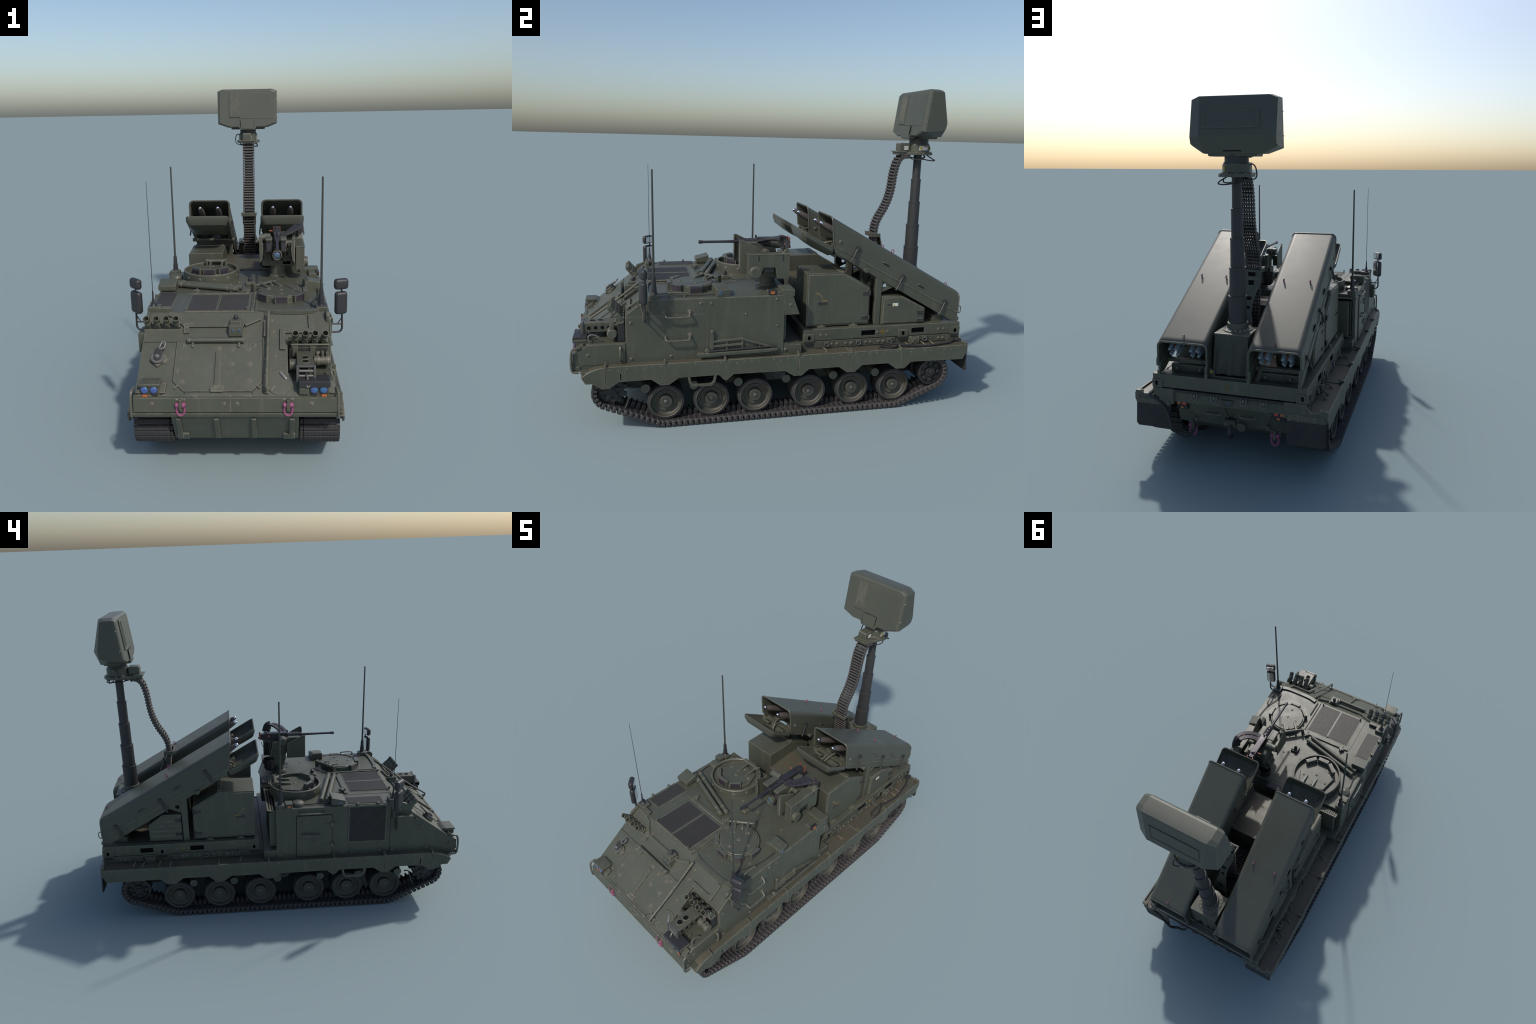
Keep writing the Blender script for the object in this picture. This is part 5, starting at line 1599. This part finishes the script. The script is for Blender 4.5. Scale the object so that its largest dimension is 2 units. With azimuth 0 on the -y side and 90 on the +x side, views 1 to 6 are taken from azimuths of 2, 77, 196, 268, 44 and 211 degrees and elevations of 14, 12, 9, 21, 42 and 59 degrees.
radar = Part('radar_antenna', ROOT, 'paint_smooth', 28)


def oct_ring(xs, xt, xb, z0, z1, z2, z3, yf):
    """Eight-sided outline: half width xs, top flat xt, bottom flat xb; yf(z) gives depth."""
    pts = [(xt, z3), (xs, z2), (xs, z1), (xb, z0), (-xb, z0), (-xs, z1), (-xs, z2), (-xt, z3)]
    return [(MX + x, yf(z), z) for x, z in pts]


front = lambda z: 0.7645 + (z - 1.405) * 0.128
rings = [oct_ring(0.176, 0.148, 0.110, 1.385, 1.409, 1.597, 1.608, lambda z: front(z) - 0.007),
         oct_ring(0.187, 0.157, 0.118, 1.380, 1.404, 1.604, 1.6155, lambda z: front(z) - 0.001),
         oct_ring(0.191, 0.160, 0.122, 1.378, 1.402, 1.607, 1.6185, lambda z: front(z) + 0.008),
         oct_ring(0.191, 0.160, 0.128, 1.376, 1.410, 1.606, 1.6175, lambda z: 0.845 + (1.6 - z) * 0.08)]
# faceted back: knee at z 1.45
bk = [(0.153, 1.614, 0.870), (0.190, 1.601, 0.862), (0.190, 1.418, 0.884), (0.128, 1.378, 0.894)]
back_edge = [(MX + x, y, z) for x, z, y in bk] + [(MX - x, y, z) for x, z, y in bk[::-1]]
radar.loft(rings + [back_edge])
radar.f.pop()                                            # open the back, closed by facets below
radar.mi.pop()
fac = {'t': (0.150, 0.874, 1.608), 'k': (0.140, 0.917, 1.448), 'b': (0.126, 0.895, 1.380)}
vs = [V(p) for p in back_edge]
L_ = lambda key, sg: V((MX + sg * fac[key][0], fac[key][1], fac[key][2]))
sidek = lambda sg: V((MX + sg * 0.191, 0.890, 1.447))
pts = {'te': vs[0], 'se': vs[1], 'sl': vs[2], 'be': vs[3], 'be_': vs[4], 'sl_': vs[5], 'se_': vs[6], 'te_': vs[7],
       't': L_('t', 1), 'k': L_('k', 1), 't_': L_('t', -1), 'k_': L_('k', -1), 'sk': sidek(1), 'sk_': sidek(-1)}
keys = list(pts)
ix = {k: i for i, k in enumerate(keys)}
quads = [('te_', 'te', 't', 't_'), ('t_', 't', 'k', 'k_'), ('k_', 'k', 'be', 'be_'),
         ('te', 'se', 't'), ('t', 'se', 'sk', 'k'), ('se', 'sl', 'sk'), ('k', 'sk', 'sl', 'be'),
         ('te_', 't_', 'se_'), ('t_', 'k_', 'sk_', 'se_'), ('se_', 'sk_', 'sl_'), ('k_', 'be_', 'sl_', 'sk_')]
radar.add([pts[k] for k in keys], [[ix[k] for k in q] for q in quads])
radar.box((MX - 0.108, 0.800, 1.366), (MX + 0.112, 0.885, 1.384), 0.006)
radar_ob = radar.finish()
bm = bmesh.new()
bm.from_mesh(radar_ob.data)
bmesh.ops.remove_doubles(bm, verts=bm.verts, dist=0.0004)
bmesh.ops.recalc_face_normals(bm, faces=bm.faces)
bm.to_mesh(radar_ob.data)
bm.free()
radar_ob.data.set_sharp_from_angle(angle=math.radians(9))

rp = Part('radar_panel', ROOT, 'paint_smooth')
FN = V((0, -1, 0.128)).normalized()
FMt = Matrix.Translation((MX, front(1.405) - 0.007, 1.405)) @ Matrix((V((1, 0, 0)), V((0, 0.127, 0.992)), FN)).transposed().to_4x4()   # front face frame: x, up, out
rp.xf = FMt
rp.box((-0.116, 0.038, -0.004), (-0.046, 0.196, 0.0055), 0.002)
for k in range(9):
    rp.box((-0.108 + k * 0.0062, 0.056, 0.003), (-0.1055 + k * 0.0062, 0.188, 0.0065), 0.0008, seg=1)
rp.box((-0.046, 0.030, -0.003), (0.160, 0.192, 0.0018), 0.0015)
rp.prism([(-0.058, -0.018), (0.060, -0.018), (0.046, -0.040), (-0.046, -0.040)], -0.03, 0.004, 'z', 0.002)
rp.prism([(-0.046, 0.030), (0.044, 0.030), (0.040, -0.034), (-0.040, -0.034)], -0.01, 0.0065, 'z', 0.001)
rp.use('shade_black').box((-0.042, 0.0295, -0.002), (0.042, 0.0325, 0.0055), 0)
rp.box((0.0405, -0.030, 0), (0.0435, 0.030, 0.0050), 0, ('Z', -3))
rp.box((-0.0455, -0.030, 0), (-0.043, 0.030, 0.0050), 0, ('Z', 3))
rp.use('steel')
for sx in (-0.187, 0.187):
    for z in (0.05, 0.15):
        rp.bolt((sx, z, -0.012), (1 if sx > 0 else -1, 0, 0), 0.004, 0.004)
rp.xf = None
bn = V((0, 0.16, 0.040)).normalized()
t_, k_ = V((MX, 0.874, 1.608)), V((MX, 0.917, 1.448))
ud = (t_ - k_).normalized()
BMt = Matrix.Translation(k_) @ Matrix((V((-1, 0, 0)), ud, V((-1, 0, 0)).cross(ud))).transposed().to_4x4()
rp.xf = BMt
rp.use('paint_smooth')
for lo, hi in (((-0.122, 0.032, 0), (0.122, 0.038, 0.0035)), ((-0.122, 0.104, 0), (0.122, 0.110, 0.0035)), ((-0.122, 0.036, 0), (-0.116, 0.106, 0.0035)), ((0.116, 0.036, 0), (0.122, 0.106, 0.0035))):
    rp.box(lo, hi, 0.001)
rp.use('paint_smooth').box((-0.117, 0.037, -0.001), (0.117, 0.105, 0.0010), 0)
rp.xf = None
rp.use('shade_black').box((-0.045, 0.890, 1.386), (0.035, 0.899, 1.390), 0)
rp.finish()

# ------------------------------------------------------------------ cable carrier chain
CPATH = smooth_path([(0, 0.768, 1.272), (0, 0.735, 1.270), (0, 0.713, 1.252), (0, 0.700, 1.222), (0, 0.690, 1.175), (0, 0.684, 1.120), (0, 0.677, 1.075), (0, 0.664, 1.030), (0, 0.643, 0.982), (0, 0.617, 0.938), (0, 0.600, 0.895), (0, 0.594, 0.845), (0, 0.598, 0.79), (0, 0.606, 0.734), (0, 0.615, 0.67), (0, 0.622, 0.60), (0, 0.622, 0.53), (0, 0.600, 0.475), (0, 0.56, 0.452), (0, 0.50, 0.444), (0, 0.43, 0.444)], 8)
cum = [0]
for a, b in zip(CPATH, CPATH[1:]):
    cum.append(cum[-1] + (b - a).length)
NL = int(cum[-1] / 0.0170)
cl = Part('chain_link', None, 'chain_plastic')            # local: x across, y along, z front(+)/back(-)
for s in (-1, 1):
    cl.prism([(-0.0085, -0.009), (-0.0100, -0.003), (-0.0085, 0.009), (0.0055, 0.0105), (0.0090, 0.005), (0.0075, -0.0095)], s * 0.0335 - 0.0022, s * 0.0335 + 0.0022, 'x', 0.001, 1)
    cl.box((s * 0.0335 - 0.0035, -0.003, -0.0115), (s * 0.0335 + 0.0035, 0.004, 0.0115), 0.001, seg=1)
for z in (-0.0105, 0.0105):
    cl.box((-0.036, -0.0042, z - 0.0022), (0.036, 0.0042, z + 0.0022), 0.001, seg=1)
cl_me = cl.mesh()
CX = 0.004
hose = Part('cable_carrier', ROOT, 'black_cable')
for x, z in ((-0.022, 0.001), (-0.010, -0.003), (0.002, 0.002), (0.013, -0.002), (0.023, 0.002)):
    hose.tube([p + V((CX + x, 0, 0)) for p in CPATH[::2]], 0.0042, 7, sm=0)
hose_ob = hose.finish()
j = 0
for k in range(NL):
    d = cum[-1] * (k + 0.5) / NL
    while cum[j + 1] < d:
        j += 1
    t = (d - cum[j]) / (cum[j + 1] - cum[j])
    p = CPATH[j].lerp(CPATH[j + 1], t)
    tan = (CPATH[j + 1] - CPATH[j]).normalized()
    M = Matrix((V((1, 0, 0)), tan, V((1, 0, 0)).cross(tan))).transposed().to_4x4()
    place('chain_link', cl_me, hose_ob, Matrix.Translation(p + V((CX, 0, 0))) @ M)

for k in range(7):                            # rest of the carrier lying in the pit
    place('chain_link', cl_me, hose_ob, Matrix.Translation((CX, 0.600 + 0.0172 * k, 0.440)))
br = Part('chain_bracket', ROOT)
# one leaning back plate, waisted, with near-black blocks added for square windows; a collar holds the carrier at its head
BW = [(0.842, 0.614, 0.043), (0.800, 0.626, 0.043), (0.772, 0.634, 0.043), (0.735, 0.650, 0.028), (0.690, 0.672, 0.020), (0.655, 0.690, 0.020), (0.615, 0.712, 0.032), (0.560, 0.735, 0.036), (0.420, 0.752, 0.038)]
for (z0, y0, w0), (z1, y1, w1) in zip(BW, BW[1:]):
    d = V((0, z0 - z1, y1 - y0)).normalized() * 0.0025
    q = [(CX - w0, y0, z0), (CX + w0, y0, z0), (CX + w1, y1, z1), (CX - w1, y1, z1)]
    br.add([V(p) + d for p in q] + [V(p) - d for p in q], [(0, 1, 2, 3), (7, 6, 5, 4), (0, 4, 5, 1), (1, 5, 6, 2), (2, 6, 7, 3), (3, 7, 4, 0)])
for z, y, w, h_ in ((0.820, 0.6205, 0.018, 0.012), (0.782, 0.632, 0.013, 0.013), (0.712, 0.662, 0.010, 0.011), (0.672, 0.681, 0.009, 0.010), (0.590, 0.722, 0.014, 0.014)):
    br.use('shade_black').box((CX - w, y - 0.0045, z - h_), (CX + w, y + 0.0045, z + h_), 0)
br.use('paint').box((CX - 0.048, 0.568, 0.830), (CX - 0.042, 0.618, 0.850), 0.001)
br.box((CX + 0.042, 0.568, 0.830), (CX + 0.048, 0.618, 0.850), 0.001)
br.box((CX - 0.048, 0.565, 0.830), (CX + 0.048, 0.571, 0.850), 0.001)
br.box((CX - 0.050, 0.563, 0.846), (CX + 0.050, 0.568, 0.852), 0.001)
br.finish()

# ------------------------------------------------------------------ remote weapon station
WX, WY = 0.178, -0.050
ws = Part('weapon_station', ROOT)
ws.lathe([(0.046, 0), (0.046, 0.004), (0.040, 0.006), (0.040, 0.030), (0.038, 0.034), (0.038, 0.062), (0.034, 0.066), (0.034, 0.10)], (WX, WY, ROOF), (0, 0, 1), 32)
for k in range(8):
    a = 2 * PI * k / 8
    ws.bolt((WX + 0.043 * math.cos(a), WY + 0.043 * math.sin(a), ROOF + 0.004), (0, 0, 1), 0.004)
ws.box((0.098, -0.085, 0.676), (0.270, 0.000, 0.706), 0.004)
ws.box((0.108, -0.090, 0.686), (0.148, -0.020, 0.742), 0.004)
ws.box((0.205, -0.085, 0.682), (0.252, -0.015, 0.735), 0.004)
ws.prism([(-0.095, 0.70), (-0.10, 0.79), (-0.07, 0.825), (-0.02, 0.815), (0.0, 0.72)], 0.122, 0.142, 'x', 0.004)
ws.prism([(-0.095, 0.70), (-0.10, 0.79), (-0.07, 0.825), (-0.02, 0.815), (0.0, 0.72)], 0.212, 0.230, 'x', 0.004)
ws.box((0.142, -0.09, 0.74), (0.212, -0.02, 0.80), 0.004)
ws.cyl((0.086, -0.078, 0.830), (0.145, -0.078, 0.830), 0.020, n=22)            # elevation motor
ws.cyl((0.112, -0.078, 0.830), (0.138, -0.078, 0.830), 0.0225, n=22)
ws.cyl((0.215, -0.070, 0.800), (0.262, -0.070, 0.800), 0.014, n=16)
ws.box((0.228, -0.06, 0.735), (0.262, 0.0, 0.782), 0.003)
ws.finish()

am = Part('ammunition_box', ROOT)
am.prism([(-0.176, 0.681), (-0.176, 0.800), (-0.005, 0.806), (0.012, 0.828), (0.024, 0.828), (0.031, 0.803), (0.031, 0.679), (-0.029, 0.679), (-0.040, 0.735), (-0.099, 0.736), (-0.112, 0.690), (-0.135, 0.681)], 0.2745, 0.319, 'x', 0.003)
am.box((0.272, -0.178, 0.796), (0.321, 0.033, 0.804), 0.002)
am.cyl((0.318, -0.141, 0.715), (0.327, -0.141, 0.715), 0.028, n=30)
am.cyl((0.327, -0.141, 0.715), (0.337, -0.141, 0.715), 0.0255, n=30)
for y in (-0.125, -0.005):
    am.use('dark_steel').box((0.318, y - 0.004, 0.770), (0.3215, y + 0.004, 0.802), 0.001)
am.use('dark_steel').box((0.275, -0.098, 0.712), (0.312, -0.045, 0.733), 0.002)
am.finish()

for s in (-1, 1):
    sh = Part('gun_shield', ROOT)
    xc = WX + s * 0.0885
    mid = xc - s * (-0.006)
    poly = [(-0.208, 0.726), (-0.208, 0.866), (-0.196, 0.866), (-0.100, 0.816), (-0.098, 0.726)]
    x0, x1 = sorted((xc - 0.002, xc + 0.002))
    sh.prism(poly, x0, x1, 'x', 0.001)
    # front edge flange bending inwards
    sh.prism([(xc, 0.728), (xc, 0.866), (xc - s * 0.012, 0.858), (xc - s * 0.018, 0.80), (xc - s * 0.012, 0.740)], -0.211, -0.206, 'y', 0.001)
    sh.box((min(xc, xc - s * 0.03), -0.115, 0.74), (max(xc, xc - s * 0.03), -0.108, 0.80), 0.001)
    sh.finish()

op = Part('weapon_sight', ROOT)
op.cyl((WX, -0.165, 0.760), (WX, -0.04, 0.760), 0.025, n=26)
op.pipe((WX, -0.165, 0.760), (WX, -0.194, 0.760), 0.0245, 0.0205, 28)
op.use('black_plastic').cyl((WX, -0.150, 0.760), (WX, -0.176, 0.760), 0.0265, n=26)
op.use('optic').ball((WX, -0.183, 0.760), 0.0195, squash=0.35, axis=(0, -1, 0))
for x, w in ((0.136, 0.0155), (0.211, 0.0145)):               # hooded heads left and right of the barrel
    op.use('paint').prism([(-0.168, 0.775), (-0.172, 0.835), (-0.095, 0.842), (-0.07, 0.82), (-0.07, 0.775)], x - w, x + w, 'x', 0.006)
    op.box((x - w - 0.002, -0.186, 0.832), (x + w + 0.002, -0.110, 0.846), 0.005)
    op.use('periscope_glass').box((x - w + 0.003, -0.1725, 0.782), (x + w - 0.003, -0.1675, 0.826), 0.002)
    op.use('dark_steel').box((x - w, -0.173, 0.773), (x + w, -0.160, 0.781), 0.003)
op.finish()

GX, GZ = 0.1785, 0.845
gun = Part('machine_gun', ROOT, 'gun_metal')
gun.lathe([(0.0085, 0), (0.0085, 0.018), (0.0065, 0.020), (0.0062, 0.10), (0.0078, 0.20), (0.0085, 0.205)], (GX, -0.399, GZ - 0.002), (0, 1, 0), 18)
gun.lathe([(0.0135, 0), (0.0145, 0.004), (0.0145, 0.085)], (GX, -0.198, GZ - 0.002), (0, 1, 0), 18)
for y in (-0.185, -0.165, -0.145):
    for a in (0, PI / 2, PI):
        gun.use('shade_black').lathe([(0.0045, 0), (0.0045, 0.0008)], (GX + 0.0145 * math.cos(a), y, GZ - 0.002 + 0.0145 * math.sin(a)), (math.cos(a), 0, math.sin(a)), 10)
gun.use('gun_metal')
gun.box((GX - 0.016, -0.116, GZ - 0.026), (GX + 0.016, 0.045, GZ + 0.014), 0.003)
gun.box((GX - 0.018, -0.110, GZ + 0.004), (GX + 0.018, 0.030, GZ + 0.018), 0.003)
gun.box((GX - 0.004, -0.116, GZ + 0.016), (GX + 0.004, -0.108, GZ + 0.030), 0.001)
gun.box((GX - 0.010, 0.010, GZ + 0.016), (GX + 0.010, 0.026, GZ + 0.026), 0.002)
gun.box((GX - 0.013, 0.044, GZ - 0.022), (GX + 0.013, 0.052, GZ + 0.012), 0.002)
gun.cyl((GX, 0.05, GZ - 0.012), (GX, 0.068, GZ - 0.012), 0.006, n=10)
gun.use('copper')
for x in (-0.017, 0.017):
    gun.box((GX + x - 0.003, 0.052, GZ - 0.020), (GX + x + 0.003, 0.062, GZ + 0.018), 0.002)
gun.cyl((GX - 0.016, 0.005, GZ + 0.002), (GX - 0.042, 0.005, GZ + 0.004), 0.004, n=10)
gun.use('paint').box((GX - 0.012, -0.105, GZ - 0.040), (GX + 0.012, 0.03, GZ - 0.026), 0.002)
gun.use('paint').box((GX + 0.020, -0.04, GZ - 0.02), (GX + 0.045, 0.01, GZ + 0.0), 0.003)
gun.use('black_cable').tube([(GX - 0.02, 0.05, GZ - 0.03), (GX - 0.03, 0.04, GZ - 0.06), (GX - 0.03, 0.0, GZ - 0.075), (GX - 0.04, -0.04, GZ - 0.07)], 0.0018, 6)
gun.finish()

belt = Part('ammunition_belt', ROOT, 'gun_metal')
bp = smooth_path([(GX + 0.016, -0.085, GZ + 0.002), (GX + 0.045, -0.088, GZ + 0.006), (GX + 0.085, -0.065, GZ + 0.024), (GX + 0.112, -0.030, GZ + 0.034), (GX + 0.122, 0.000, GZ + 0.022), (GX + 0.124, 0.012, GZ - 0.015)], 9)
for i in range(len(bp) - 1):
    t = (bp[i + 1] - bp[i]).normalized()
    w = V((0, 1, 0)) if i < 8 else V((0.35, 1, 0))
    w = V((0.55, 0.83, 0.0)) if i > 30 else w.lerp(V((-0.7, 0.7, 0.0)), min(1, i / 22))
    w = (w - t * w.dot(t)).normalized()
    p = (bp[i] + bp[i + 1]) / 2
    belt.use('gun_metal')
    for o in (-0.016, 0.014):
        belt.cyl(p + w * (o - 0.010), p + w * (o + 0.010), 0.0058, n=7, bev=0)
    belt.use('copper' if i % 9 == 4 else 'black_cable').cyl(p - w * 0.026, p + w * 0.026, 0.0028, n=6, bev=0)
belt.finish()

bk_ = Part('case_catcher', ROOT, 'dark_steel')
oct_ = [(0.035 * math.cos(a) * 1.15, 0.036 * math.sin(a)) for a in [PI / 8 + k * PI / 4 for k in range(8)]]
ring = lambda k, z: [(0.118 + x * k, 0.008 + y * k, z) for x, y in oct_]
bk_.loft([ring(0.55, 0.645), ring(0.9, 0.660), ring(0.98, 0.712), ring(1.04, 0.714), ring(1.0, 0.716), ring(0.92, 0.714), ring(0.84, 0.665), ring(0.5, 0.655)])
bk_.finish()

# ------------------------------------------------------------------ mirrors and aerials
for s in (-1, 1):
    y0 = -0.668 if s > 0 else -0.628
    dz = 0.0 if s > 0 else -0.004
    mr = Part('rear_view_mirror', ROOT, 'black_plastic')
    tilt = ('Z', 17 if s > 0 else -45)
    for z0, z1, w in ((0.728, 0.776, 0.032 if s > 0 else 0.034), (0.616, 0.718, 0.028 if s > 0 else 0.033)):
        mr.box((s * 0.449 - w, y0 - 0.020, z0 + dz), (s * 0.449 + w, y0 + 0.009, z1 + dz), 0.0135, tilt, seg=3)
        R = Matrix.Rotation(math.radians(tilt[1]), 3, 'Z')
        keep = mr.xf
        mr.xf = Matrix.Translation((s * 0.449, y0 - 0.0055, 0)) @ R.to_4x4()
        mr.use('mirror_glass').box((-w + 0.008, 0.0140, z0 + dz + 0.008), (w - 0.008, 0.0150, z1 + dz - 0.008), 0.0004)
        mr.use('black_plastic')
        mr.xf = keep
    mr.use('dark_steel').tube([(s * 0.452, y0 + 0.004, 0.735), (s * 0.453, y0 + 0.006, 0.715)], 0.004, 8, sm=0)
    mr.tube([(s * 0.455, y0, 0.63), (s * 0.457, y0, 0.56), (s * 0.456, y0, 0.545), (s * 0.448, y0, 0.533), (s * 0.435, y0 - 0.001, 0.531), (s * HW, y0 - 0.004, 0.530)], 0.0045, 8)
    mr.tube([(s * 0.457, y0, 0.568), (s * HW, y0 - 0.002, 0.568)], 0.0035, 8, sm=0)
    mr.tube([(s * 0.457, y0, 0.60), (s * 0.438, y0, 0.57)], 0.0025, 6, sm=0)
    mr.use('paint').box((min(s * HW, s * 0.413), y0 - 0.012, 0.525), (max(s * HW, s * 0.413), y0 + 0.010, 0.575), 0.003)
    if s > 0:
        mr.tube([(0.402, -0.69, 0.60), (0.412, -0.685, 0.60), (0.414, -0.68, 0.575)], 0.003, 6)
    mr.finish()


def aerial(x, y, z, top, r0, r1, hb, thin=False):
    p = Part('whip_aerial', ROOT, 'black_plastic')
    if thin:
        p.lathe([(0.018, 0), (0.014, 0.006), (0.008, 0.012), (0.006, 0.03), (0.004, 0.04), (0.0035, 0.07)], (x, y, z), (0, 0, 1), 14)
        for k in range(4):
            a = PI / 4 + k * PI / 2
            p.cyl((x, y, z + 0.012), (x + 0.02 * math.cos(a), y + 0.02 * math.sin(a), z), 0.003, n=6)
    else:
        p.lathe([(0.017, 0), (0.017, 0.006), (0.013, 0.010), (0.0125, 0.035), (0.0105, 0.040), (0.009, hb - 0.01), (0.007, hb)], (x, y, z), (0, 0, 1), 18)
    p.use('aerial_paint' if not thin else 'black_plastic').cyl((x, y, z + hb - 0.005), (x + 0.001, y, top), r0, r1, n=10, bev=0.0005)
    p.finish()


aerial(0.369, -0.624, 0.636, 1.206, 0.0055, 0.0040, 0.085)
ab = Part('aerial_socket', ROOT)
ab.box((-0.402, -0.038, 0.612), (-0.352, 0.006, 0.640), 0.008)
ab.finish()
aerial(-0.378, -0.016, 0.636, 1.202, 0.0055, 0.0040, 0.085)
aerial(-0.377, -0.625, 0.640, 1.193, 0.0017, 0.0010, 0.07, True)
